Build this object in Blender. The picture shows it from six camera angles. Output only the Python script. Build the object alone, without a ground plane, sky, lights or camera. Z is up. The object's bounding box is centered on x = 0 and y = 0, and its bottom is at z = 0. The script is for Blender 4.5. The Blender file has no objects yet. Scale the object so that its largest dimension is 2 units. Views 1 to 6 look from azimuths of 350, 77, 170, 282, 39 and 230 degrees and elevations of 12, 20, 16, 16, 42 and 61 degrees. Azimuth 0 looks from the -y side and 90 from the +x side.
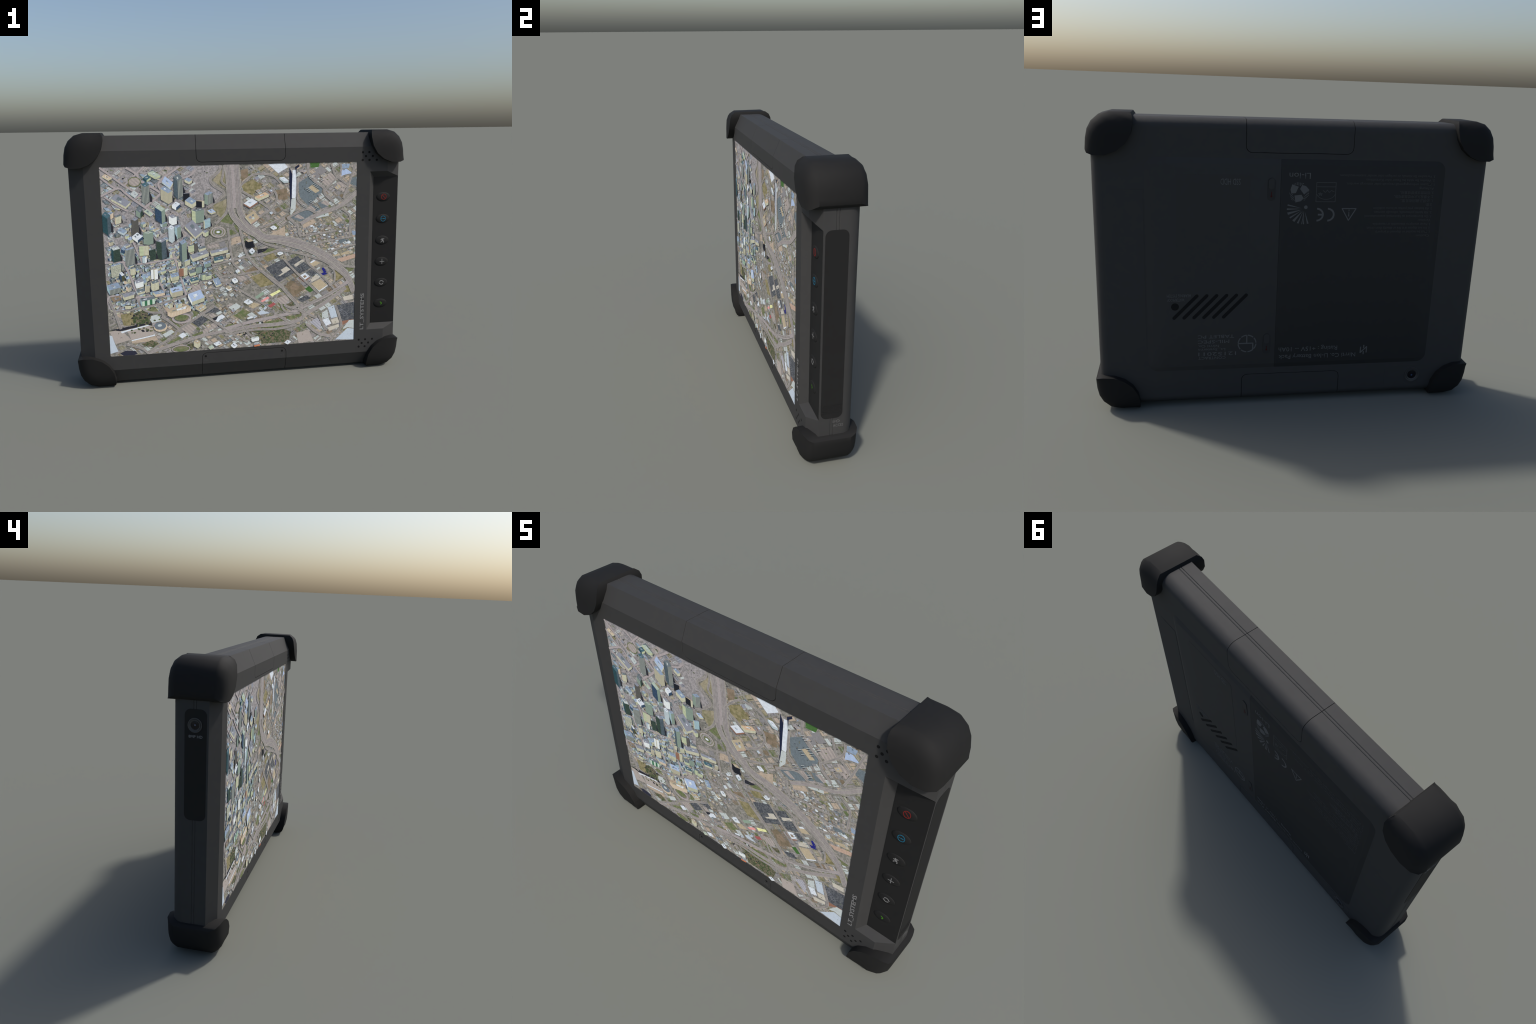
# Rugged tablet computer standing upright: dark plastic slab with four rubber corner bumpers,
# a screen that shows an oblique aerial picture of a city, a key strip in a recess, hatches,
# two camera lenses, a battery lid with printed labels on the back.
import bpy, bmesh, math, random
from mathutils import Vector, Matrix

random.seed(7)
CZ = 0.748                     # height of the slab's centre
HX, HZ = 0.980, 0.7318         # half width and half height of the slab
Y_FRONT, Y_EDGE, Y_BACK, Y_PANEL = -0.1050, -0.0675, 0.1075, 0.1162
CHAMFER = 0.084                # width of the front chamfer
PI = math.pi


# ------------------------------------------------------------------ materials
def lin(c):
    c /= 255.0
    return c / 12.92 if c <= 0.04045 else ((c + 0.055) / 1.055) ** 2.4


def nodes_of(name):
    m = bpy.data.materials.new(name)
    m.use_nodes = True
    nt = m.node_tree
    return m, nt, nt.nodes["Principled BSDF"]


def plastic(name, base, rough=0.55, grain=0.06, scale=420.0, bump=0.12, spec=0.22):
    """moulded plastic or rubber: one base colour, faint mottling and a fine moulded grain"""
    m, nt, b = nodes_of(name)
    tc = nt.nodes.new("ShaderNodeTexCoord")
    n1 = nt.nodes.new("ShaderNodeTexNoise")
    n1.inputs["Scale"].default_value = 26.0
    n1.inputs["Detail"].default_value = 5.0
    n2 = nt.nodes.new("ShaderNodeTexNoise")
    n2.inputs["Scale"].default_value = scale
    n2.inputs["Detail"].default_value = 2.0
    nt.links.new(tc.outputs["Object"], n1.inputs["Vector"])
    nt.links.new(tc.outputs["Object"], n2.inputs["Vector"])
    add = nt.nodes.new("ShaderNodeMath")
    add.operation = "ADD"
    nt.links.new(n1.outputs["Fac"], add.inputs[0])
    nt.links.new(n2.outputs["Fac"], add.inputs[1])
    mr = nt.nodes.new("ShaderNodeMapRange")
    mr.inputs["From Min"].default_value = 0.6
    mr.inputs["From Max"].default_value = 1.4
    mr.inputs["To Min"].default_value = 1.0 - grain
    mr.inputs["To Max"].default_value = 1.0 + grain
    nt.links.new(add.outputs[0], mr.inputs["Value"])
    mul = nt.nodes.new("ShaderNodeVectorMath")
    mul.operation = "SCALE"
    mul.inputs[0].default_value = base
    nt.links.new(mr.outputs["Result"], mul.inputs["Scale"])
    nt.links.new(mul.outputs["Vector"], b.inputs["Base Color"])
    b.inputs["Roughness"].default_value = rough
    b.inputs["Specular IOR Level"].default_value = spec
    if bump:
        bp = nt.nodes.new("ShaderNodeBump")
        bp.inputs["Strength"].default_value = bump
        bp.inputs["Distance"].default_value = 0.0006
        nt.links.new(n2.outputs["Fac"], bp.inputs["Height"])
        nt.links.new(bp.outputs["Normal"], b.inputs["Normal"])
    return m


def flat(name, base, rough=0.5, spec=0.4):
    m, nt, b = nodes_of(name)
    b.inputs["Base Color"].default_value = (*base, 1)
    b.inputs["Roughness"].default_value = rough
    b.inputs["Specular IOR Level"].default_value = spec
    return m


g = lambda v: (v, v, v)
SHELL = plastic("moulded_grey_plastic", (0.0405, 0.0404, 0.0402), 0.7)
SEAM = flat("dark_seam", g(0.006), 0.9, 0.1)
RUBBER = plastic("black_rubber", (0.0136, 0.0136, 0.0135), 0.75, 0.05, 300.0, 0.12, 0.16)
STRIP = plastic("black_strip_plastic", g(0.0148), 0.7, 0.04, 420.0, 0.1, 0.16)
KEYCAP = plastic("key_rubber", g(0.0138), 0.7, 0.04, 420.0, 0.1, 0.16)
DARK = flat("hole_black", g(0.0105), 0.9, 0.1)
VENT = flat("vent_dark_plastic", g(0.0135), 0.9, 0.1)
LID = plastic("battery_lid_plastic", (0.0250, 0.0255, 0.0255), 0.7)
BACKPLATE = plastic("back_plate_plastic", (0.0390, 0.0390, 0.0388), 0.7)
INK = flat("grey_label_ink", g(0.108), 0.8, 0.2)
INK_DIM = flat("dim_label_ink", g(0.066), 0.8, 0.2)
INK_BRIGHT = flat("pale_label_ink", g(0.200), 0.8, 0.2)
RED = flat("red_ink", (0.16, 0.014, 0.012), 0.8, 0.2)
BLUE = flat("cyan_ink", (0.012, 0.12, 0.20), 0.8, 0.2)
GREEN = flat("green_ink", (0.05, 0.19, 0.010), 0.8, 0.2)
WHITE = flat("white_ink", g(0.20), 0.8, 0.2)
RING = flat("lens_ring_metal", g(0.040), 0.45, 0.5)
RED_DIM = flat("dark_red_ink", (0.055, 0.006, 0.006), 0.8, 0.2)
WELL = plastic("latch_well_plastic", g(0.030), 0.7)
GLASS = flat("lens_glass", (0.005, 0.005, 0.007), 0.25, 0.3)
IRIS = flat("lens_coating", (0.03, 0.05, 0.10), 0.15, 0.8)


# ------------------------------------------------------------------ mesh helpers
def link(name, mesh, mats, parent=None):
    ob = bpy.data.objects.new(name, mesh)
    bpy.context.scene.collection.objects.link(ob)
    for m in mats if isinstance(mats, (list, tuple)) else [mats]:
        mesh.materials.append(m)
    if parent:
        ob.parent = parent
    return ob


def mesh_of(name, verts, faces, recalc=True):
    me = bpy.data.meshes.new(name)
    me.from_pydata([tuple(v) for v in verts], [], faces)
    if recalc:
        bm = bmesh.new()
        bm.from_mesh(me)
        bmesh.ops.recalc_face_normals(bm, faces=bm.faces)
        bm.to_mesh(me)
        bm.free()
    return me


def smooth(me, angle=20):
    me.shade_smooth()
    me.set_sharp_from_angle(angle=math.radians(angle))


def boolean(ob, cutter, op):
    md = ob.modifiers.new("cut", "BOOLEAN")
    md.object, md.operation, md.solver = cutter, op, "EXACT"
    dg = bpy.context.evaluated_depsgraph_get()
    me = bpy.data.meshes.new_from_object(ob.evaluated_get(dg))
    ob.modifiers.remove(md)
    old, ob.data = ob.data, me
    bpy.data.meshes.remove(old)


def drop(ob):
    me = ob.data
    bpy.data.objects.remove(ob)
    bpy.data.meshes.remove(me)


class Frame:
    """a drawing plane: 2-D (right, up) coordinates standing on a face of the slab"""

    def __init__(self, origin, right, up):
        self.o, self.r, self.u = Vector(origin), Vector(right), Vector(up)
        self.n = self.r.cross(self.u)

    def at(self, a, b, h=0.0):
        return self.o + self.r * a + self.u * b + self.n * h


FRONT = Frame((0, Y_FRONT, 0), (1, 0, 0), (0, 0, 1))
BACK = Frame((0, Y_BACK, 0), (1, 0, 0), (0, 0, -1))       # labels stand on their heads
PANEL = Frame((0, Y_PANEL, 0), (1, 0, 0), (0, 0, -1))     # top of the raised panel on the back
UPWARD = Frame((0, Y_FRONT, 0), (0, 0, 1), (-1, 0, 0))    # lettering that climbs the bezel
RIGHT = Frame((HX, 0, 0), (0, 1, 0), (0, 0, 1))
LEFT = Frame((-HX, 0, 0), (0, -1, 0), (0, 0, 1))


class Relief:
    """collects flat prisms (ink, plates, plugs) drawn on a Frame into one mesh"""

    def __init__(self, frame):
        self.f, self.v, self.p = frame, [], []

    def prism(self, pts, low=-0.001, high=0.0006):
        n, k = len(pts), len(self.v)
        high += 4e-6 * (len(self.v) // 8 % 40)          # overlapping strokes never share a plane
        self.v += [self.f.at(a, b, low) for a, b in pts] + [self.f.at(a, b, high) for a, b in pts]
        self.p.append(tuple(range(k + n, k + 2 * n)))
        self.p.append(tuple(range(k + n - 1, k - 1, -1)))
        self.p += [(k + i, k + (i + 1) % n, k + n + (i + 1) % n, k + n + i) for i in range(n)]
        return self

    def stroke(self, pts, w, low=-0.001, high=0.0006):
        for (a, b), (c, d) in zip(pts, pts[1:]):
            l = math.hypot(c - a, d - b) or 1e-6
            x, y = (c - a) / l * w / 2, (d - b) / l * w / 2
            self.prism([(a - y - x * .3, b + x - y * .3), (a + y - x * .3, b - x - y * .3),
                        (c + y + x * .3, d - x + y * .3), (c - y + x * .3, d + x + y * .3)], low, high)
        return self

    def arc(self, cx, cy, rx, ry, w, a0=0, a1=360, low=-0.001, high=0.0006):
        n = max(4, int(abs(a1 - a0) / 9))
        an = [math.radians(a0 + (a1 - a0) * i / n) for i in range(n + 1)]
        o = [(cx + (rx + w / 2) * math.cos(t), cy + (ry + w / 2) * math.sin(t)) for t in an]
        i_ = [(cx + (rx - w / 2) * math.cos(t), cy + (ry - w / 2) * math.sin(t)) for t in an]
        for j in range(n):
            self.prism([i_[j], o[j], o[j + 1], i_[j + 1]], low, high)
        return self

    def disc(self, cx, cy, rx, ry=None, low=-0.001, high=0.0006, n=24):
        ry = ry or rx
        return self.prism([(cx + rx * math.cos(2 * PI * i / n), cy + ry * math.sin(2 * PI * i / n)) for i in range(n)], low, high)

    def done(self, name, mat, parent):
        return link(name, mesh_of(name, self.v, self.p), mat, parent)


def rounded(cx, cy, hw, hh, r, n=6, corners=(1, 1, 1, 1)):
    """outline of a rectangle with rounded corners (right-top, left-top, left-bottom, right-bottom)"""
    pts = []
    for q, (sx, sy) in enumerate(((1, 1), (-1, 1), (-1, -1), (1, -1))):
        rr = r * corners[q]
        if rr < 1e-5:
            pts.append((cx + sx * hw, cy + sy * hh))
            continue
        for i in range(n + 1):
            t = PI / 2 * (q + i / n)
            pts.append((cx + sx * (hw - rr) + rr * math.cos(t), cy + sy * (hh - rr) + rr * math.sin(t)))
    return pts


def lettering(frame, text, left, base, width, height, mat, parent, bold=0.0, spacing=1.0, name="lettering"):
    """text scaled to an exact box: left end, foot of the letters, length and letter height"""
    cu = bpy.data.curves.new(name, "FONT")
    cu.body, cu.size, cu.extrude, cu.offset, cu.resolution_u = text, 1.0, 0.02, bold, 2
    cu.space_character = spacing
    ob = bpy.data.objects.new(name, cu)
    bpy.context.scene.collection.objects.link(ob)
    dg = bpy.context.evaluated_depsgraph_get()
    me = bpy.data.meshes.new_from_object(ob.evaluated_get(dg))
    bpy.data.objects.remove(ob)
    bpy.data.curves.remove(cu)
    xs = [v.co.x for v in me.vertices]
    if not xs:
        return None
    x0, sx, sy = min(xs), width / (max(xs) - min(xs)), height / 0.70
    for v in me.vertices:
        v.co = frame.at(left + (v.co.x - x0) * sx, base + v.co.y * sy, 0.0002 + 0.0006 * (v.co.z > 0))
    me.materials.clear()
    return link(name, me, mat, parent)


# ------------------------------------------------------------------ the thing
tablet = bpy.data.objects.new("tablet_computer", None)
bpy.context.scene.collection.objects.link(tablet)
tablet["label"] = "rugged dark grey tablet computer with rubber corners and city map"
tablet["category"] = "tablet computer"


# ------------------------------------------------------------------ slab: rings of a rounded rectangle from front to back
def slab_rings():
    prof = [(Y_FRONT, CHAMFER), (Y_EDGE, 0.0)]
    for y in (-0.0078, 0.0052):                       # the two parting grooves round the edge
        prof += [(y - 0.0024, 0.0), (y, 0.0022), (y + 0.0024, 0.0)]
    y0, ry, rz = 0.052, Y_BACK - 0.052, 0.046         # soft rounding towards the back
    for i in range(9):
        t = PI / 2 * i / 8
        prof.append((y0 + ry * math.sin(t), rz * (1 - math.cos(t))))
    prof.append((Y_BACK, rz + 0.006))
    return prof


def slab_mesh():
    verts, faces, n = [], [], 0
    for y, inset in slab_rings():
        ring = rounded(0, CZ, HX - inset, HZ - inset, max(0.125 - inset, 0.035), 8)
        n = len(ring)
        verts += [(x, y, z) for x, z in ring]
    rings = len(verts) // n
    for r in range(rings - 1):
        faces += [(r * n + i, r * n + (i + 1) % n, (r + 1) * n + (i + 1) % n, (r + 1) * n + i) for i in range(n)]
    faces.append(tuple(range(n)))
    faces.append(tuple(range((rings - 1) * n, rings * n)))
    return mesh_of("slab", verts, faces)


HATCH_W, HATCH_Z = 0.262, (1.3245, 0.1685)


def hatch_outline(top, grow):
    z = HATCH_Z[0] if top else HATCH_Z[1]
    far = 1.62 if top else -0.12
    lo, hi = min(z, far), max(z, far)
    lo, hi = (lo - grow, hi) if top else (lo, hi + grow)
    cs = (0, 0, 1, 1) if top else (1, 1, 0, 0)
    return rounded(0, (lo + hi) / 2, HATCH_W + grow, (hi - lo) / 2, 0.030 + grow, 6, cs)


through = Frame((0, 0, 0), (1, 0, 0), (0, 0, 1))
body = link("housing", slab_mesh(), [SHELL, SEAM], tablet)
hatches = []
for top in (True, False):
    cover = link("port_hatch", slab_mesh(), SHELL, tablet)
    tool = Relief(through).prism(hatch_outline(top, -0.0013), -0.3, 0.3).done("tool", SHELL, None)
    boolean(cover, tool, "INTERSECT")
    drop(tool)
    tool = Relief(through).prism(hatch_outline(top, 0.0013), -0.3, 0.3).done("tool", SHELL, None)
    boolean(body, tool, "DIFFERENCE")
    drop(tool)
    smooth(cover.data)
    hatches.append(cover)

# recess for the key strip on the right: sloping walls, floor level with the side edge
FLOOR = -0.0665
rec = []
for y, x0, z0, z1 in ((-0.1440, 0.7476, 0.2175, 1.2835), (FLOOR, 0.8225, 0.2785, 1.2130)):
    rec += [(x0, y, z0), (1.10, y, z0), (1.10, y, z1), (x0, y, z1)]
tool = link("tool", mesh_of("tool", rec, [(0, 1, 2, 3), (7, 6, 5, 4), (0, 4, 5, 1), (1, 5, 6, 2), (2, 6, 7, 3), (3, 7, 4, 0)]), SHELL)
boolean(body, tool, "DIFFERENCE")
drop(tool)

# shallow pocket that holds the screen
SX0, SX1, SZ0, SZ1 = -0.8085, 0.7040, 0.1860, 1.3080
tool = Relief(FRONT).prism(rounded((SX0 + SX1) / 2, (SZ0 + SZ1) / 2, (SX1 - SX0) / 2, (SZ1 - SZ0) / 2, 0.006, 4), -0.0030, 0.02).done("tool", SHELL, None)
boolean(body, tool, "DIFFERENCE")
drop(tool)

# speaker holes, microphone holes and the slanted air slots are sunk into the shell
speaker = []
for zs, sgn in ((1.363, 1), (0.1365, -1)):
    for row, xs in enumerate(((0.737, 0.777), (0.7565, 0.7995), (0.7365, 0.779, 0.825))):
        speaker += [(x, zs - sgn * 0.0232 * row) for x in xs]
mics = [(-0.241, 0.147), (0.236, 0.147)]
slots = [((0.4945 - 0.0493 * i, 0.613), (0.607 - 0.0493 * i, 0.4975)) for i in range(6)]


def slot_outline(a, b, r):
    t = math.atan2(b[1] - a[1], b[0] - a[0])
    pts = [(b[0] + r * math.cos(t + PI * (i / 8 - .5)), b[1] + r * math.sin(t + PI * (i / 8 - .5))) for i in range(9)]
    return pts + [(a[0] + r * math.cos(t + PI * (i / 8 + .5)), a[1] + r * math.sin(t + PI * (i / 8 + .5))) for i in range(9)]


cut_f, cut_b = Relief(FRONT), Relief(PANEL)
for x, z in speaker:
    cut_f.disc(x, z, 0.0074, None, -0.006, 0.01, 16)
flip = lambda p: (p[0], -p[1])
for a, b in slots:
    cut_b.prism(slot_outline(flip(a), flip(b), 0.0088), -0.004, 0.01)
cut_b.disc(0.602, -0.5575, 0.0195, None, -0.004, 0.01, 28)
for rel in (cut_f,):
    tool = rel.done("tool", SHELL, None)
    boolean(body, tool, "DIFFERENCE")
    drop(tool)
for c in hatches[1:]:
    rel = Relief(FRONT)
    for x, z in mics:
        rel.disc(x, z, 0.0072, None, -0.006, 0.01, 16)
    tool = rel.done("tool", SHELL, None)
    boolean(c, tool, "DIFFERENCE")
    drop(tool)
    smooth(c.data)

# an inner frame behind the hatch seams keeps them dark
bm = bmesh.new()
bm.from_mesh(body.data)
for zc in (1.385, 0.111):
    made = bmesh.ops.create_cube(bm, size=1.0, matrix=Matrix.Translation((0, 0.012, zc)) @ Matrix.Diagonal((0.56, 0.150, 0.150, 1)))
    for f in {f for v in made["verts"] for f in v.link_faces}:
        f.material_index = 1
bm.to_mesh(body.data)
bm.free()
smooth(body.data)

rel = Relief(FRONT)
for x, z in speaker:
    rel.disc(x, z, 0.0072, None, -0.0058, -0.0003, 16)
rel.done("speaker_hole", DARK, tablet)
rel = Relief(FRONT)
for x, z in mics:
    rel.disc(x, z, 0.0070, None, -0.0058, -0.0003, 16)
rel.done("microphone_hole", DARK, tablet)
vent = Relief(PANEL)
for a, b in slots:
    vent.prism(slot_outline(flip(a), flip(b), 0.0086), -0.0040, -0.0005)
vent.disc(0.602, -0.5575, 0.0193, None, -0.0040, -0.0005, 28)
vent.done("air_vent", VENT, tablet)


# ------------------------------------------------------------------ rubber corner bumper (modelled for one corner, turned for the others)
def bumper_mesh():
    outer = [(0.796, 0.748), (0.842, 0.748), (0.889, 0.748), (0.935, 0.735), (0.968, 0.706), (0.987, 0.671),
             (0.996, 0.629), (0.998, 0.603), (1.000, 0.578)]
    rim = [(0.791, 0.7465), (0.782, 0.730), (0.780, 0.706), (0.790, 0.6555), (0.8163, 0.610), (0.8567, 0.5763),
           (0.9083, 0.5563), (0.962, 0.5553), (0.990, 0.564)]
    swell = [(0.0, 0.092), (0.006, 0.106), (0.018, 0.123), (0.034, 0.134), (0.060, 0.1405), (0.12, 0.1440), (0.4, 0.1445)]

    def depth(px, pz):
        d = 9.0
        for (a, b), (c, e) in zip(outer, outer[1:]):
            vx, vz = c - a, e - b
            t = max(0, min(1, ((px - a) * vx + (pz - b) * vz) / (vx * vx + vz * vz)))
            d = min(d, math.hypot(px - a - t * vx, pz - b - t * vz))
        for (d0, y0), (d1, y1) in zip(swell, swell[1:]):
            if d <= d1:
                return y0 + (y1 - y0) * (d - d0) / (d1 - d0)
        return swell[-1][1]

    steps = (0.0, 0.05, 0.13, 0.26, 0.45, 0.72, 1.0)
    verts, faces, nu, nv = [], [], len(outer), len(steps)
    for side in (-1, 1):
        for (ox, oz), (rx, rz) in zip(outer, rim):
            for s in steps:
                x, z = ox + (rx - ox) * s, oz + (rz - oz) * s
                verts.append((x, side * depth(x, z), z))
    half = nu * nv
    idx = lambda h, u, v: h * half + u * nv + v
    for u in range(nu - 1):
        for h in (0, 1):
            faces += [(idx(h, u, v), idx(h, u + 1, v), idx(h, u + 1, v + 1), idx(h, u, v + 1)) for v in range(nv - 1)]
        faces.append((idx(0, u, 0), idx(1, u, 0), idx(1, u + 1, 0), idx(0, u + 1, 0)))                        # outer band
        faces.append((idx(0, u, nv - 1), idx(0, u + 1, nv - 1), idx(1, u + 1, nv - 1), idx(1, u, nv - 1)))    # inner wall
    for u in (0, nu - 1):
        faces.append(tuple(idx(0, u, v) for v in range(nv)) + tuple(idx(1, u, v) for v in reversed(range(nv))))
    me = mesh_of("corner_bumper", verts, faces)
    smooth(me, 44)
    return me


guard = link("corner_bumper", bumper_mesh(), RUBBER, tablet)
guard.location = (0, 0, CZ)
for turn in ((0, 0, PI), (PI, 0, 0), (0, PI, 0)):
    twin = guard.copy()
    twin.rotation_euler = turn
    twin.parent = tablet
    bpy.context.scene.collection.objects.link(twin)

# ------------------------------------------------------------------ key strip with six keys and their symbols
strip = Relief(Frame((0, FLOOR, 0), (1, 0, 0), (0, 0, 1)))
strip.prism([(0.8235, 0.2795), (0.9792, 0.2795), (0.9792, 1.2120), (0.8235, 1.2120)], -0.002, 0.0012)
key_strip = strip.done("key_strip", STRIP, tablet)


def key_mesh():
    verts, faces, n, rings = [], [], 40, ((1.0, -0.001), (0.975, 0.0016), (0.90, 0.0032), (0.75, 0.0048), (0.5, 0.0060))
    for k, h in rings:
        verts += [(0.0445 * k * math.cos(2 * PI * i / n), -h, 0.0285 * k * math.sin(2 * PI * i / n)) for i in range(n)]
    for r in range(len(rings) - 1):
        faces += [(r * n + i, r * n + (i + 1) % n, (r + 1) * n + (i + 1) % n, (r + 1) * n + i) for i in range(n)]
    verts.append((0, -0.0064, 0))
    faces += [(len(verts) - 1, 4 * n + i, 4 * n + (i + 1) % n) for i in range(n)]
    me = mesh_of("key", verts, faces)
    smooth(me, 50)
    me.materials.append(KEYCAP)
    return me


key_data = key_mesh()
key_z = [1.0886 - 0.1362 * i for i in range(6)]
for i, z in enumerate(key_z):
    key = bpy.data.objects.new("key", key_data)
    bpy.context.scene.collection.objects.link(key)
    key.location, key.parent = (0.8865, FLOOR - 0.0008, z), tablet
    f = Frame((0.889, FLOOR - 0.0008 - 0.0060, z), (1, 0, 0), (0, 0, 1))
    s, lo, hi = Relief(f), -0.0016, 0.0004
    if i == 0:
        s.arc(0, 0, .0155, .0165, .0034, 0, 360, lo, hi).stroke([(-.0105, .011), (.0105, -.011)], .0034, lo, hi)
        mat = RED
    elif i == 1:
        s.arc(0, 0, .0155, .0165, .0034, 0, 360, lo, hi).stroke([(-.003, 0), (.010, 0)], .005, lo, hi).disc(-.009, 0, .0026, .0026, lo, hi, 12)
        mat = BLUE
    elif i == 2:
        s.disc(-.003, .008, .0042, .0042, lo, hi, 12).stroke([(-.004, .004), (.004, -.004)], .008, lo, hi)
        s.stroke([(-.012, .003), (-.004, .002), (.006, .009), (.010, .007)], .004, lo, hi)
        s.stroke([(.003, -.004), (-.008, -.008), (-.011, -.014)], .004, lo, hi).stroke([(.003, -.004), (.008, -.010), (.006, -.015)], .004, lo, hi)
        mat = WHITE
    elif i == 3:
        s.stroke([(-.0145, 0), (.0145, 0)], .0036, lo, hi).stroke([(0, .0155), (0, -.0155)], .0036, lo, hi)
        s.prism([(-.005, -.002), (.005, -.002), (.005, .002), (-.005, .002)], lo, hi + .0001)
        mat = WHITE
    elif i == 4:
        s.arc(0, 0, .012, .012, .0045, 25, 155, lo, hi).arc(0, 0, .012, .012, .0045, 205, 335, lo, hi)
        s.prism([(.009, .001), (.017, .001), (.012, .009)], lo, hi + .0001).prism([(-.009, -.001), (-.017, -.001), (-.012, -.009)], lo, hi + .0001)
        mat = WHITE
    else:
        s.stroke([(-.005, .009), (.006, .000), (.000, -.008)], .0055, lo, hi)
        mat = GREEN
    s.done("key_symbol", mat, key)
    key.children[0].matrix_parent_inverse = Matrix.Translation((-key.location.x, -key.location.y, -key.location.z))

# ------------------------------------------------------------------ edge flaps, lenses
flap = Relief(RIGHT).prism(rounded(-0.0035, 0.747, 0.0535, 0.467, 0.030, 8), -0.002, 0.0010).done("connector_flap", STRIP, tablet)
rib = Relief(RIGHT)
for i in range(7):
    rib.prism([(-0.052, 0.306 + i * 0.0075), (0.045, 0.306 + i * 0.0075), (0.045, 0.3085 + i * 0.0075), (-0.052, 0.3085 + i * 0.0075)], 0.0, 0.0019)
rib.done("grip_rib", STRIP, flap)
panel = Relief(LEFT).prism(rounded(0.005, 1.0025, 0.0525, 0.2665, 0.030, 8), -0.002, 0.0010).done("camera_panel", STRIP, tablet)


def lens(frame, a, b, r, parent):
    prof = [(1.0, 0.0), (0.99, 0.0032), (0.90, 0.0036), (0.82, 0.0016), (0.76, 0.0014), (0.74, 0.0042), (0.66, 0.0042), (0.58, 0.0014)]
    n, v, f = 40, [], []
    for k, h in prof:
        v += [frame.at(a + r * k * math.cos(2 * PI * i / n), b + r * k * math.sin(2 * PI * i / n), h) for i in range(n)]
    for q in range(len(prof) - 1):
        f += [(q * n + i, q * n + (i + 1) % n, (q + 1) * n + (i + 1) % n, (q + 1) * n + i) for i in range(n)]
    me = mesh_of("lens_barrel", v, f)
    smooth(me, 40)
    barrel = link("camera_lens", me, RING, parent)
    v, f, dome = [], [], [(0.62, 0.0010), (0.45, 0.0020), (0.24, 0.0028)]
    for k, h in dome:
        v += [frame.at(a + r * k * math.cos(2 * PI * i / n), b + r * k * math.sin(2 * PI * i / n), h) for i in range(n)]
    v.append(frame.at(a, b, 0.0031))
    for q in range(len(dome) - 1):
        f += [(q * n + i, q * n + (i + 1) % n, (q + 1) * n + (i + 1) % n, (q + 1) * n + i) for i in range(n)]
    f += [(len(v) - 1, 2 * n + i, 2 * n + (i + 1) % n) for i in range(n)]
    me = mesh_of("lens_glass", v, f)
    smooth(me, 60)
    link("lens_glass", me, GLASS, barrel)
    Relief(frame).disc(a + r * 0.03, b + r * 0.05, r * 0.13, None, 0.0028, 0.0036, 16).done("lens_coating", IRIS, barrel)


lens(Frame((-HX - 0.001, 0, 0), (0, -1, 0), (0, 0, 1)), 0.002, 1.195, 0.0345, tablet)
lens(BACK, -0.679, -0.127, 0.0425, tablet)

# ------------------------------------------------------------------ back plates
def plateau():
    """raised panel with bevelled borders, nearly as wide as the back"""
    v, f, rings = [], [], ((Y_BACK - 0.003, 0.0), (Y_BACK, 0.0), (Y_PANEL - 0.001, 0.024), (Y_PANEL, 0.0275))
    for y, k in rings:
        ring = rounded(-0.004, 0.751, 0.741 - k, 0.546 - k, 0.050 - k * 0.4, 8)
        v += [(x, y, z) for x, z in ring]
    n = len(ring)
    for r in range(len(rings) - 1):
        f += [(r * n + i, r * n + (i + 1) % n, (r + 1) * n + (i + 1) % n, (r + 1) * n + i) for i in range(n)]
    return mesh_of("plateau", v, f + [tuple(range(n)), tuple(range(3 * n, 4 * n))])


halves = []
for name, mat, x0, x1 in (("battery_lid", LID, -1.0, 0.0915), ("back_plate", BACKPLATE, 0.0925, 1.0)):
    half = link(name, plateau(), mat, tablet)
    tool = Relief(through).prism([(x0, 0.0), (x1, 0.0), (x1, 1.5), (x0, 1.5)], -0.3, 0.3).done("tool", mat, None)
    boolean(half, tool, "INTERSECT")
    drop(tool)
    halves.append(half)
battery, plate = halves
tool = cut_b.done("tool", SHELL, None)
boolean(plate, tool, "DIFFERENCE")
drop(tool)
for half in halves:
    smooth(half.data)
Relief(PANEL).prism(rounded(0.417, -0.932, 0.1745, 0.288, 0.004, 3), -0.002, 0.0007).done("drive_lid", BACKPLATE, tablet)
Relief(BACK).prism(rounded(0.812, -0.730, 0.0665, 0.415, 0.004, 3), -0.002, 0.0010).done("side_lid", SHELL, tablet)
Relief(BACK).prism(rounded(-0.640, -0.127, 0.118, 0.052, 0.003, 3), -0.002, 0.0008).done("camera_plate", SHELL, tablet)
for z in (1.1515, 0.3445):
    base = Relief(PANEL).prism(rounded(0.137, -z, 0.0185, 0.0555, 0.0183, 8), 0.0, 0.0018).done("latch_well", WELL, tablet)
    Relief(PANEL).prism(rounded(0.137, -z - 0.027, 0.0145, 0.026, 0.0140, 8), 0.0, 0.0034).done("latch_slider", BACKPLATE, base)
    Relief(PANEL).disc(0.137, -z + 0.034, 0.0048, None, 0.0, 0.0026, 14).stroke([(0.137, -z + 0.030), (0.137, -z + 0.013)], 0.0032, 0.0, 0.0025).done("latch_mark", RED_DIM, base)

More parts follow.
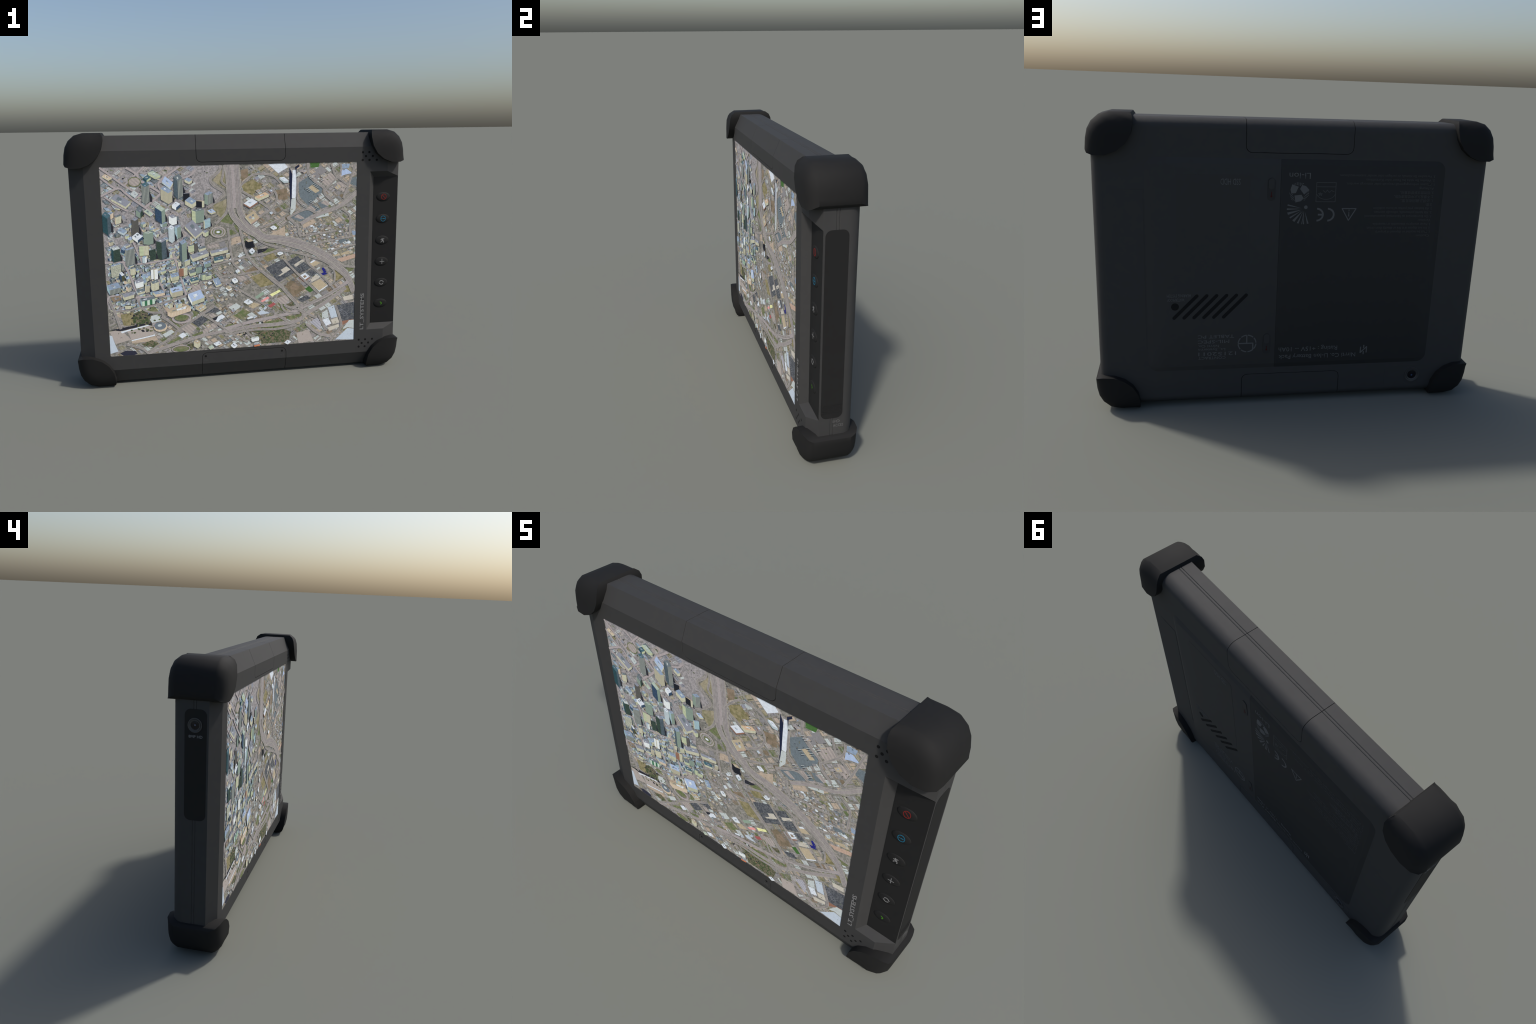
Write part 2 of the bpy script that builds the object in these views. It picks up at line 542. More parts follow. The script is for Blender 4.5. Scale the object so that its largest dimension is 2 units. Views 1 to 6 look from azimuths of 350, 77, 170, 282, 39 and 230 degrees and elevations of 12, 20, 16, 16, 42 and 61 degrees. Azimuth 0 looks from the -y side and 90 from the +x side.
# ------------------------------------------------------------------ lettering and symbols
lettering(UPWARD, "LT_SYSTEMS", 0.2515, -0.7635, 0.237, 0.0225, INK_BRIGHT, tablet, 0.016)
lettering(FRONT, "M1", -0.2535, 0.1155, 0.026, 0.011, INK_DIM, tablet)
lettering(FRONT, "M2", 0.2225, 0.1165, 0.026, 0.011, INK_DIM, tablet)
chf = Frame((-0.012, -0.0829, 0.0545), (1, 0, 0), Vector((0, -0.0385, 0.084)).normalized())
Relief(chf).stroke([(.005, .014), (-.008, .001), (.008, -.001), (-.005, -.014)], .003, -.001, .0007).done("charge_symbol", INK_DIM, tablet)
lettering(RIGHT, "I/O", 0.004, 0.253, 0.035, 0.0145, INK, tablet)
lettering(RIGHT, "ACCES", 0.006, 0.230, 0.051, 0.0145, INK, tablet)
lettering(Frame((-HX - 0.001, 0, 0), (0, -1, 0), (0, 0, 1)), "8MP HD", -0.028, 1.136, 0.066, 0.013, INK_BRIGHT, panel)

L2 = Frame((0, Y_PANEL + 0.0001, 0), (1, 0, 0), (0, 0, -1))     # on the battery lid
L1 = Frame((0, Y_PANEL + 0.0001, 0), (1, 0, 0), (0, 0, -1))     # on the back plate
lines = ["Caution:", "1. Must be recycled or disposed of properly.", "2. Do not dispose of in fire or directly short circuit.",
         "3. Never attempt to disassemble or reassemble.", "Varoitus:", "1. On kierrätettävä tai hävitettävä asianmukaisesti.",
         "2. Älä hävitä polttamalla, oikosulje suoraan.", "3. Älä koskaan yritä purkaa tai koota uudelleen", "注意:",
         "1. 必须正确回收处置。", "2. 不要投入火中或直接短路。", "3. 切勿尝试拆卸或重组。", "Achtung:",
         "1. Müssen ordnungsgemäß recycelt oder entsorgt werden.", "2. Werfen Sie nicht ins Feuer oder Kurzschluss.",
         "3. Versuchen Sie niemals, zu zerlegen oder wieder zusammenzubauen."]
spans = [.073, .292, .338, .308, .068, .355, .306, .310, .036, .171, .207, .178, .080, .456, .360, .493]
for i, (t, w) in enumerate(zip(lines, spans)):
    lettering(L2, t, -0.690, -(0.9235 + 0.0203 * i), w, 0.0125, INK_DIM, battery, 0.006)
lettering(L2, "Li-ion", -0.053, -1.233, 0.105, 0.029, INK, battery)
lettering(L2, "Nirrti Co. Li-Ion Battery Pack", -0.345, -0.2755, 0.415, 0.0235, INK, battery)
lettering(L2, "Rating : +15V -- 10Ah", -0.243, -0.3185, 0.315, 0.0235, INK, battery)
lettering(Frame((0, Y_PANEL + 0.0007, 0), (1, 0, 0), (0, 0, -1)), "SSD HDD", 0.287, -1.2010, 0.096, 0.030, INK, plate)
lettering(L1, "CONTRACT", 0.348, -0.281, 0.139, 0.0145, INK, plate)
lettering(L1, "12152011", 0.294, -0.3055, 0.193, 0.0195, INK, plate)
lettering(L1, "Lt_Systems", 0.350, -0.3265, 0.138, 0.0125, INK, plate)
lettering(L1, "Nirrti Co.", 0.382, -0.3460, 0.106, 0.0125, INK, plate)
lettering(L1, "MIL-SPEC", 0.330, -0.3725, 0.159, 0.0175, INK, plate)
lettering(L1, "TABLET PC", 0.306, -0.4005, 0.183, 0.0175, INK, plate)
lettering(L1, "HEARING SYSTEM", 0.524, -0.6235, 0.117, 0.0155, INK, plate)
lettering(L1, "WATERPROOF", 0.556, -0.6015, 0.083, 0.0155, INK, plate)

logo = Relief(L1)
for i in range(8):
    logo.arc(0.238, -0.348, 0.046, 0.046, 0.006, 45 * i + 4, 45 * i + 41)
logo.stroke([(0.240, -0.392), (0.240, -0.349)], 0.006).stroke([(0.208, -0.314), (0.208, -0.349), (0.284, -0.349)], 0.006)
logo.done("maker_symbol", INK, plate)
Relief(L2).stroke([(-.405, -.308), (-.405, -.274)], .006).stroke([(-.372, -.306), (-.372, -.272)], .006).stroke([(-.372, -.274), (-.405, -.306)], .006) \
    .stroke([(-.389, -.316), (-.389, -.300)], .006).stroke([(-.389, -.280), (-.389, -.264)], .006).done("maker_symbol", INK, battery)

cyc = Relief(L2)
for k in range(3):
    a = math.radians(120 * k + 90)
    tr = lambda u, v: (0.001 + u * math.cos(a) - v * math.sin(a), -1.138 + u * math.sin(a) + v * math.cos(a))
    cyc.prism([tr(.016, -.022), tr(.050, -.016), tr(.044, .010), tr(.030, .024), tr(.012, .012)])
    for i in range(5):
        for j in range(3):
            p = tr(.022 + .008 * j - .006 * i, .027 + .005 * i)
            cyc.disc(p[0], p[1], .0023, None, -.001, .0006, 6)
cyc.done("recycling_symbol", INK, battery)
fan = Relief(L2)
for i in range(11):
    t = math.radians(-14 + 11.5 * i + 4 * (i % 3))
    fan.prism([(-.028 + .012 * math.cos(t), -1.056 + .012 * math.sin(t)),
               (-.028 + .086 * math.cos(t - .055), -1.056 + .086 * math.sin(t - .055) * .9),
               (-.028 + .086 * math.cos(t + .045), -1.056 + .086 * math.sin(t + .045) * .9)])
fan.disc(-.036, -1.064, .009).done("burst_symbol", INK, battery)
star = Relief(L2)
star.stroke([(-.182, -1.187), (-.182, -1.092), (-.085, -1.092), (-.085, -1.187), (-.182, -1.187)], .0035).stroke([(-.182, -1.166), (-.085, -1.166)], .0035)
star.arc(-.134, -1.138, .048, .034, .0035, 15, 165).stroke([(-.104, -1.138), (-.113, -1.122), (-.094, -1.133), (-.116, -1.132), (-.098, -1.122), (-.104, -1.138)], .003)
star.stroke([(-.175, -1.142), (-.160, -1.148), (-.150, -1.138), (-.140, -1.150), (-.130, -1.138), (-.118, -1.148)], .0035)
star.done("energy_symbol", INK_DIM, battery)
mark = Relief(L2)
mark.arc(-.147, -1.027, .032, .030, .009, 92, 268).arc(-.092, -1.027, .032, .030, .009, 92, 268).stroke([(-.122, -1.027), (-.100, -1.027)], .009)
mark.done("conformity_symbol", INK, battery)
warn = Relief(L2).stroke([(-.292, -1.058), (-.220, -1.058), (-.256, -.998), (-.292, -1.058)], .005).prism([(-.2575, -1.043), (-.2545, -1.043), (-.253, -1.018), (-.259, -1.018)])
warn.disc(-.256, -1.0500, .0032, None, -.001, .0006, 10).done("warning_symbol", INK, battery)

# ------------------------------------------------------------------ screen: an oblique aerial picture of a city, laid out in
# millimetres on the screen plane (x to the right, z up): ground, fields and lots, roads, then buildings from far to near
SKYWARD = (0.95, 1.0, 1.07)     # the sun is warm: picture colours are set a little cooler
SUNLIT = 0.57                  # share of the light that falls on the upright screen


def picture(name, rgb, vary=0.22, pattern=None, second=None, size=0.007):
    """matt picture colour with pixel-fine mottling; pattern adds bands or a grid of window rows"""
    m, nt, b = nodes_of(name)
    haze = lambda q: [c * 0.86 + (q[0] * .3 + q[1] * .55 + q[2] * .15) * 0.14 for c in q]      # camera haze greys the colours
    rgb, second = haze(rgb), haze(second or rgb)
    base = [min(0.95, lin(c) / SUNLIT * k) for c, k in zip(rgb, SKYWARD)]
    tc = nt.nodes.new("ShaderNodeTexCoord")
    n1 = nt.nodes.new("ShaderNodeTexNoise")
    n1.inputs["Scale"].default_value = 95.0
    n1.inputs["Detail"].default_value = 6.0
    n1.inputs["Roughness"].default_value = 0.72
    nt.links.new(tc.outputs["Object"], n1.inputs["Vector"])
    mr = nt.nodes.new("ShaderNodeMapRange")
    mr.inputs["From Min"].default_value, mr.inputs["From Max"].default_value = 0.3, 0.7
    mr.inputs["To Min"].default_value, mr.inputs["To Max"].default_value = 1.0 - vary, 1.0 + vary
    nt.links.new(n1.outputs["Fac"], mr.inputs["Value"])
    sc = nt.nodes.new("ShaderNodeVectorMath")
    sc.operation = "SCALE"
    nt.links.new(mr.outputs["Result"], sc.inputs["Scale"])
    if pattern:
        mix = nt.nodes.new("ShaderNodeMix")
        mix.data_type = "RGBA"
        other = [min(0.95, lin(c) / SUNLIT * k) for c, k in zip(second, SKYWARD)]
        mix.inputs["A"].default_value, mix.inputs["B"].default_value = (*base, 1), (*other, 1)
        ramp = nt.nodes.new("ShaderNodeMapRange")
        if pattern == "patch":
            tex = nt.nodes.new("ShaderNodeTexNoise")
            tex.inputs["Scale"].default_value, tex.inputs["Detail"].default_value = 1.0 / size, 3.0
            nt.links.new(tc.outputs["Object"], tex.inputs["Vector"])
            out, lo, hi = tex.outputs["Fac"], 0.42, 0.60
        elif pattern == "cells":
            tex = nt.nodes.new("ShaderNodeTexVoronoi")
            tex.inputs["Scale"].default_value = 1.0 / size
            nt.links.new(tc.outputs["Object"], tex.inputs["Vector"])
            sep = nt.nodes.new("ShaderNodeSeparateColor")
            nt.links.new(tex.outputs["Color"], sep.inputs["Color"])
            out, lo, hi = sep.outputs["Red"], 0.35, 0.65
        else:
            tex = nt.nodes.new("ShaderNodeTexWave")
            tex.bands_direction = {"columns": "X", "rows": "Z", "slant": "DIAGONAL"}[pattern]
            tex.inputs["Scale"].default_value = 2 * PI / (20 * size)
            nt.links.new(tc.outputs["Object"], tex.inputs["Vector"])
            out, lo, hi = tex.outputs["Fac"], 0.3, 0.7
        ramp.inputs["From Min"].default_value, ramp.inputs["From Max"].default_value = lo, hi
        nt.links.new(out, ramp.inputs["Value"])
        nt.links.new(ramp.outputs["Result"], mix.inputs["Factor"])
        nt.links.new(mix.outputs["Result"], sc.inputs[0])
    else:
        sc.inputs[0].default_value = base
    nt.links.new(sc.outputs["Vector"], b.inputs["Base Color"])
    b.inputs["Roughness"].default_value = 0.75
    b.inputs["Specular IOR Level"].default_value = 0.15
    return m


PALETTE = {
    "ground": picture("picture_ground", (126, 119, 108), 0.30, "cells", (104, 100, 90), 0.009),
    "pavement": picture("picture_pavement", (140, 131, 127), 0.22, "cells", (120, 114, 110), 0.008),
    "asphalt": picture("picture_asphalt", (130, 121, 114), 0.14, "patch", (118, 110, 104), 0.02),
    "asphalt_light": picture("picture_asphalt_light", (148, 135, 130), 0.14),
    "kerb": picture("picture_kerb", (146, 138, 124), 0.2),
    "grass": picture("picture_grass", (86, 96, 56), 0.30, "patch", (108, 104, 74), 0.02),
    "lawn": picture("picture_lawn", (58, 92, 40), 0.20),
    "trees": picture("picture_trees", (62, 72, 44), 0.40, "cells", (98, 88, 68), 0.009),
    "dry_field": picture("picture_dry_field", (136, 124, 98), 0.24, "patch", (112, 106, 74), 0.03),
    "olive_field": picture("picture_olive_field", (130, 117, 82), 0.20, "patch", (106, 98, 62), 0.025),
    "brown_field": picture("picture_brown_field", (122, 103, 82), 0.20, "patch", (104, 90, 68), 0.03),
    "tan_field": picture("picture_tan_field", (158, 138, 116), 0.18),
    "lot_grey": picture("picture_lot_grey", (118, 113, 110), 0.14),
    "lot_tan": picture("picture_lot_tan", (150, 137, 126), 0.16, "slant", (136, 124, 116), 0.012),
    "pink_lot": picture("picture_pink_lot", (164, 134, 112), 0.18),
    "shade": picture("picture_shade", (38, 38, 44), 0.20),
    "parked_dark": picture("picture_parked_dark", (62, 64, 68), 0.30, "cells", (86, 86, 86), 0.006),
    "night_blue": picture("picture_night_blue", (24, 30, 52), 0.20),
    "night_pool": picture("picture_night_pool", (40, 40, 52), 0.15),
    "ink_blue": picture("picture_ink_blue", (30, 32, 108), 0.10),
    "convention_roof": picture("picture_convention_roof", (150, 137, 126), 0.08),
    "lilac_grey": picture("picture_lilac_grey", (152, 148, 150), 0.12, "slant", (136, 132, 136), 0.01),
    "white_roof": picture("picture_white_roof", (186, 188, 191), 0.14),
    "pale_roof": picture("picture_pale_roof", (164, 167, 160), 0.12),
    "pale_green_roof": picture("picture_pale_green_roof", (150, 160, 140), 0.14),
    "pale_grey_blue": picture("picture_pale_grey_blue", (162, 169, 174), 0.08),
    "cream_roof": picture("picture_cream_roof", (170, 160, 142), 0.12),
    "tan_roof": picture("picture_tan_roof", (160, 142, 112), 0.12),
    "peach_roof": picture("picture_peach_roof", (182, 150, 116), 0.16),
    "roof_grey": picture("picture_roof_grey", (122, 122, 128), 0.12),
    "roof_blue": picture("picture_roof_blue", (120, 134, 150), 0.20),
    "roof_pale_blue": picture("picture_roof_pale_blue", (146, 160, 182), 0.14),
    "roof_slate": picture("picture_roof_slate", (92, 100, 102), 0.22),
    "roof_teal": picture("picture_roof_teal", (58, 88, 96), 0.22),
    "roof_green": picture("picture_roof_green", (122, 138, 116), 0.08),
    "roof_pink": picture("picture_roof_pink", (210, 130, 122), 0.08),
    "roof_red": picture("picture_roof_red", (148, 72, 70), 0.10),
    "roof_yellow": picture("picture_roof_yellow", (208, 196, 128), 0.08),
    "dome_glass": picture("picture_dome_glass", (92, 100, 106), 0.18),
    "cream": picture("picture_cream", (172, 168, 142), 0.12, "columns", (160, 152, 120), 0.008),
    "cream_green": picture("picture_cream_green", (168, 172, 132), 0.10, "rows", (146, 150, 116), 0.008),
    "cream_dots": picture("picture_cream_dots", (158, 156, 132), 0.10, "cells", (132, 132, 114), 0.004),
    "cream_stripe": picture("picture_cream_stripe", (184, 178, 140), 0.08, "columns", (122, 124, 106), 0.0068),
    "white_wall": picture("picture_white_wall", (194, 194, 186), 0.10),
    "pale_wall": picture("picture_pale_wall", (164, 172, 168), 0.10, "columns", (146, 156, 156), 0.007),
    "pale_teal": picture("picture_pale_teal", (140, 162, 162), 0.10, "rows", (122, 146, 148), 0.008),
    "stripe_grey": picture("picture_stripe_grey", (134, 136, 124), 0.12, "columns", (76, 80, 78), 0.0074),
    "stripe_green": picture("picture_stripe_green", (124, 136, 118), 0.10, "columns", (98, 112, 98), 0.0064),
    "green_white": picture("picture_green_white", (168, 180, 158), 0.10, "columns", (44, 96, 62), 0.030),
    "tan_stripe": picture("picture_tan_stripe", (160, 152, 124), 0.10, "columns", (142, 134, 110), 0.0072),
    "glass_teal": picture("picture_glass_teal", (34, 62, 66), 0.30),
    "glass_dark": picture("picture_glass_dark", (72, 84, 88), 0.30, "columns", (58, 70, 76), 0.0066),
    "glass_green": picture("picture_glass_green", (46, 60, 50), 0.40),
    "navy_glass": picture("picture_navy_glass", (44, 62, 82), 0.40),
    "olive_glass": picture("picture_olive_glass", (70, 68, 44), 0.20),
    "black_glass": picture("picture_black_glass", (26, 28, 34), 0.20),
    "brown_tower": picture("picture_brown_tower", (88, 84, 76), 0.14, "columns", (64, 62, 58), 0.0066),
    "brown_brick": picture("picture_brown_brick", (128, 88, 68), 0.14),
    "orange_brick": picture("picture_orange_brick", (176, 100, 62), 0.12),
    "peach_wall": picture("picture_peach_wall", (182, 164, 138), 0.10, "columns", (176, 150, 120), 0.009),
}
Y_SCREEN = Y_FRONT + 0.0028
screen = Relief(FRONT).prism(rounded((SX0 + SX1) / 2, (SZ0 + SZ1) / 2, (SX1 - SX0) / 2 - .0004, (SZ1 - SZ0) / 2 - .0004, 0.006, 4), -0.0042, -0.0028).done("screen", PALETTE["ground"], tablet)


def inside(poly, edge, keep):
    """clip a polygon against one border line of the screen"""
    out = []
    for p, q in zip(poly, poly[1:] + poly[:1]):
        a, b = keep * (p[edge[0]] - edge[1]), keep * (q[edge[0]] - edge[1])
        if a >= 0:
            out.append(p)
        if a * b < 0:
            t = a / (a - b)
            out.append((p[0] + (q[0] - p[0]) * t, p[1] + (q[1] - p[1]) * t))
    return out


class Layer:
    """one printed layer of the picture: flat pieces, each a hair above the one before"""

    def __init__(self, name, start, step, levels=10000):
        self.name, self.start, self.step, self.levels, self.k = name, start, step, levels, 0
        self.v, self.f, self.m, self.mats = [], [], [], []

    def rise(self):
        self.k = (self.k + 1) % self.levels

    def put(self, mat, pts, lift=True):
        pts = [(a / 1000, b / 1000) for a, b in pts]
        for edge, keep in (((0, SX0 + .001), 1), ((0, SX1 - .001), -1), ((1, SZ0 + .001), 1), ((1, SZ1 - .001), -1)):
            pts = inside(pts, edge, keep)
            if len(pts) < 3:
                return
        if sum(a[0] * b[1] - b[0] * a[1] for a, b in zip(pts, pts[1:] + pts[:1])) < 0:
            pts.reverse()
        if mat not in self.mats:
            self.mats.append(mat)
        if lift:
            self.rise()
        k = len(self.v)
        self.v += [(a, self.start - self.step * self.k, b) for a, b in pts]
        self.f.append(tuple(range(k, k + len(pts))))
        self.m.append(self.mats.index(mat))

    def done(self):
        me = mesh_of(self.name, self.v, self.f, False)
        ob = link(self.name, me, [PALETTE[m] for m in self.mats], screen)
        me.polygons.foreach_set("material_index", self.m)
        ob["kind"] = "stuff"
        return ob


fields = Layer("picture_field", Y_SCREEN, 5e-6)
scraps = Layer("picture_scrap", Y_SCREEN - 0.0008, 4e-6, 80)
houses = Layer("picture_house", Y_SCREEN - 0.0012, 4e-6, 160)
roads = Layer("picture_road", Y_SCREEN - 0.0019, 3e-6)
towers = Layer("picture_building", Y_SCREEN - 0.0032, 4e-6)


landmarks = []


def area(mat, *pts):
    fields.put(mat, list(pts))
    landmarks.append(pts)


def free(x, z):
    """true where no landmark field or roof lies"""
    for p in landmarks[1:]:
        odd = False
        for (a, b), (c, d) in zip(p, p[1:] + p[:1]):
            if (b > z) != (d > z) and x < (c - a) * (z - b) / (d - b) + a:
                odd = not odd
        if odd:
            return False
    return True


def curve(pts, n=7):
    """Catmull-Rom line through the given points"""
    e = [pts[0]] + list(pts) + [pts[-1]]
    out = []
    for i in range(1, len(e) - 2):
        for j in range(n):
            t = j / n
            out.append(tuple(0.5 * (2 * e[i][k] + (e[i + 1][k] - e[i - 1][k]) * t + (2 * e[i - 1][k] - 5 * e[i][k] + 4 * e[i + 1][k] - e[i + 2][k]) * t * t
                                    + (3 * e[i][k] - e[i - 1][k] - 3 * e[i + 1][k] + e[i + 2][k]) * t ** 3) for k in (0, 1)))
    return out + [pts[-1]]


def ribbon(mat, width, line, shift=0.0):
    side = []
    for i, p in enumerate(line):
        a, b = line[max(i - 1, 0)], line[min(i + 1, len(line) - 1)]
        l = math.hypot(b[0] - a[0], b[1] - a[1]) or 1
        side.append((-(b[1] - a[1]) / l, (b[0] - a[0]) / l))
    pt = lambda i, d: (line[i][0] + side[i][0] * (d + shift), line[i][1] + side[i][1] * (d + shift))
    roads.rise()
    for i in range(len(line) - 1):
        roads.put(mat, [pt(i, width / 2), pt(i, -width / 2), pt(i + 1, -width / 2), pt(i + 1, width / 2)], False)


def road(mat, width, *pts):
    """a street: kerb line, roadway and, on the wide ones, lane markings"""
    line = curve(pts)
    ribbon("kerb" if mat == "asphalt" else "pavement", width * 1.2 + 1.5, line)
    ribbon(mat, width, line)
    if width >= 14:
        for s in (-0.30, 0.0, 0.30):
            ribbon("asphalt_light" if mat == "asphalt" else "asphalt", 1.4, line, width * s)
    if width >= 24:
        ribbon("lot_grey", 2.2, line, width * 0.15)


def oval(mat, c, rx, rz, width):
    ring = lambda k: [(c[0] + (rx + k) * math.cos(2 * PI * i / 28), c[1] + (rz + k) * math.sin(2 * PI * i / 28)) for i in range(28)]
    if not width:
        return roads.put(mat, ring(0))
    o, n = ring(width / 2), ring(-width / 2)
    roads.rise()
    for i in range(28):
        roads.put(mat, [o[i], o[(i + 1) % 28], n[(i + 1) % 28], n[i]], False)


def block(roof, wall_left, wall_right, left, near, right, drop_, layer=None):
    """a building seen from above: two walls and a roof, with a cast shadow and small roof machines"""
    layer = layer or towers
    far = (left[0] + right[0] - near[0], left[1] + right[1] - near[1])
    dn = lambda p: (p[0], p[1] - drop_)
    layer.rise()
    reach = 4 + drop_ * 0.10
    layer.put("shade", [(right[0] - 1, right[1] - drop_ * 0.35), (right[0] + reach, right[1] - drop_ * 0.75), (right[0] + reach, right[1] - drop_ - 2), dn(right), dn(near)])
    layer.put(wall_left, [left, near, dn(near), dn(left)])
    layer.put(wall_right, [near, right, dn(right), dn(near)], False)
    layer.put(roof, [left, near, right, far], False)
    ux, uz, vx, vz = near[0] - left[0], near[1] - left[1], right[0] - near[0], right[1] - near[1]
    if abs(ux * vz - vx * uz) > 160:
        layer.rise()
        for i in range(3):
            a, b, s = random.uniform(.15, .6), random.uniform(.15, .6), random.uniform(.12, .3)
            q = lambda i_, j: (left[0] + ux * i_ + vx * j, left[1] + uz * i_ + vz * j)
            layer.put(random.choice(["roof_slate", "pale_roof", "roof_grey", "white_roof"] if i else ["roof_slate", "roof_blue"]),
                      [q(a, b), q(a + s, b), q(a + s, b + s), q(a, b + s)])


def lots(cx, cz, hx, hz, along, across, kinds, hedge=0.4):
    """city blocks between the streets: leaning fields of mixed paving with hedges and rows of parked cars"""
    reach = int(max(hx, hz) / min(math.hypot(*along), math.hypot(*across)) * 1.6) + 1
    edge, cars = [], []
    fields.rise()
    for i in range(-reach, reach + 1):
        for j in range(-reach, reach + 1):
            x, z = cx + along[0] * i + across[0] * j, cz + along[1] * i + across[1] * j
            if abs(x - cx) > hx or abs(z - cz) > hz:
                continue
            w, d = random.uniform(.62, .9), random.uniform(.62, .9)
            q = lambda a, b: (x + along[0] * a + across[0] * b, z + along[1] * a + across[1] * b)
            cut = random.choice((None, None, .35, .6))
            parts = [(0, w)] if cut is None else [(0, w * cut), (w * cut + .05, w)]
            for a0, a1 in parts:
                fields.put(random.choice(kinds), [q(a0, 0), q(a1, 0), q(a1, d), q(a0, d)], False)
                for k in range(2):
                    if random.random() < hedge:
                        b = random.uniform(0, d)
                        edge.append((random.choice(("trees", "trees", "shade", "grass")), [q(a0, b), q(a1, b), q(a1, b + .07), q(a0, b + .07)]))
                if random.random() < .6:
                    for k in range(2, 6):
                        a = a0 + (a1 - a0) * k / 7
                        cars.append((random.choice(("asphalt_light", "lot_grey", "parked_dark", "pale_roof")), [q(a, .08), q(a + .03, .08), q(a + .03, d - .08), q(a, d - .08)]))
    fields.rise()
    for m, p in edge:
        fields.put(m, p, False)
    fields.rise()
    for m, p in cars:
        fields.put(m, p, False)


TOWN = ("pavement", "pavement", "lot_tan", "lot_grey", "roof_grey", "pavement", "pale_roof", "dry_field", "roof_slate")
SUBURB = ("lot_tan", "tan_field", "lot_grey", "dry_field", "grass", "ground", "pale_roof", "brown_field", "asphalt", "pavement")
area("pavement", (-805, 1305), (-120, 1305), (-190, 1220), (-100, 1145), (-220, 1050), (-240, 480), (-805, 480))
lots(-560, 1160, 260, 150, (33, -22), (29, 22), TOWN)
lots(-540, 760, 270, 270, (36, 6), (11, -31), TOWN, 0.25)
lots(-230, 640, 110, 160, (34, 12), (16, -28), SUBURB)
lots(100, 760, 150, 160, (36, 17), (27, -25), SUBURB)
lots(330, 1120, 380, 190, (34, 21), (29, -26), SUBURB)
lots(470, 830, 240, 110, (27, 8), (10, -21), SUBURB, 0.3)
lots(-300, 330, 520, 140, (37, 17), (30, -27), SUBURB)
lots(400, 420, 310, 230, (37, 20), (30, -29), SUBURB)


def rows(mat, start, end, step, count, length, width=2.2):
    """parallel roof ridges or rows of parked cars: count strips of a given length, set off by step"""
    for i in range(count):
        a = (start[0] + step[0] * i, start[1] + step[1] * i)
        l = math.hypot(end[0], end[1])
        d = (end[0] / l * length, end[1] / l * length)
        n = (-d[1] / length * width / 2, d[0] / length * width / 2)
        roads.put(mat, [(a[0] + n[0], a[1] + n[1]), (a[0] - n[0], a[1] - n[1]), (a[0] + d[0] - n[0], a[1] + d[1] - n[1]), (a[0] + d[0] + n[0], a[1] + d[1] + n[1])])

# fields, lots and single roofs
area("dry_field", (-169, 1075), (-90, 1109), (-88, 1048), (-129, 999), (-170, 1039))
area("grass", (-129, 984), (-74, 1027), (-50, 974), (-63, 957), (-129, 974))
area("grass", (-102, 1237), (-87, 1257), (-85, 1192), (-112, 1204))
area("dry_field", (-171, 1218), (-104, 1290), (-87, 1260), (-95, 1168), (-142, 1194))
area("olive_field", (-4, 1184), (66, 1221), (126, 1174), (59, 1125), (13, 1148))
area("brown_field", (-6, 1273), (37, 1281), (39, 1236), (-1, 1208))
area("grass", (-9, 1055), (3, 1058), (8, 1015), (-1, 1009))
area("grass", (-51, 947), (-36, 956), (-18, 915), (-27, 906))
area("grass", (-85, 918), (-64, 926), (-37, 901), (-80, 890))
area("tan_field", (152, 881), (258, 932), (258, 870), (176, 870))
area("lot_grey", (176, 1212), (203, 1217), (222, 1196), (182, 1188))
area("brown_field", (196, 1148), (270, 1161), (276, 1094), (221, 1093))
area("lawn", (412, 1308), (472, 1308), (463, 1280), (413, 1278))
area("lot_grey", (435, 1262), (476, 1289), (515, 1258), (483, 1228))
area("lot_grey", (418, 1239), (448, 1253), (476, 1228), (454, 1208))
area("lot_tan", (467, 1201), (536, 1248), (581, 1214), (521, 1166))
area("lot_tan", (575, 1186), (626, 1191), (636, 1163), (624, 1127), (588, 1146))
area("roof_slate", (339, 1190), (407, 1228), (490, 1167), (484, 1128), (402, 1052), (348, 1107))
area("roof_slate", (286, 986), (437, 1055), (478, 1029), (352, 956))
area("roof_slate", (456, 1067), (494, 1078), (523, 1043), (485, 1032))
area("tan_roof", (401, 1160), (426, 1178), (471, 1140), (446, 1126))
area("lot_tan", (390, 1035), (418, 1050), (453, 1027), (428, 1012))
area("lot_tan", (478, 1066), (506, 1084), (538, 1058), (523, 1046))
area("lot_tan", (314, 986), (339, 1003), (380, 977), (361, 971))
area("roof_blue", (608, 1295), (657, 1297), (650, 1270), (609, 1268))
area("roof_pale_blue", (606, 1262), (637, 1266), (670, 1245), (667, 1239), (635, 1234), (606, 1224))
area("roof_slate", (667, 1212), (699, 1217), (704, 1161), (661, 1175))
area("white_roof", (158, 1304), (255, 1310), (277, 1284), (218, 1250))
area("pale_roof", (444, 990), (526, 1012), (530, 987), (450, 974))
area("tan_field", (361, 947), (428, 975), (453, 949), (374, 915))
area("night_blue", (286, 1284), (303, 1242), (303, 1069), (292, 1051), (281, 993), (292, 1075), (284, 1191))  # shadow along the long white tower, drawn as a dark blue shape
area("night_blue", (320, 1283), (345, 1298), (348, 1288), (329, 1274), (328, 1226))
area("white_roof", (305, 1266), (323, 1268), (328, 1214), (330, 1141), (323, 1099), (300, 1100), (302, 1190))
area("pale_roof", (298, 1096), (326, 1099), (323, 1034), (289, 990))
area("lot_tan", (-211, 842), (-150, 855), (-142, 824), (-209, 818))
area("lot_grey", (-144, 852), (-111, 862), (-99, 828), (-136, 824))
area("tan_field", (-68, 879), (-15, 883), (-7, 849), (-68, 830))
area("brown_field", (2, 664), (68, 697), (96, 669), (49, 655))
area("olive_field", (43, 630), (112, 652), (189, 578), (105, 562))
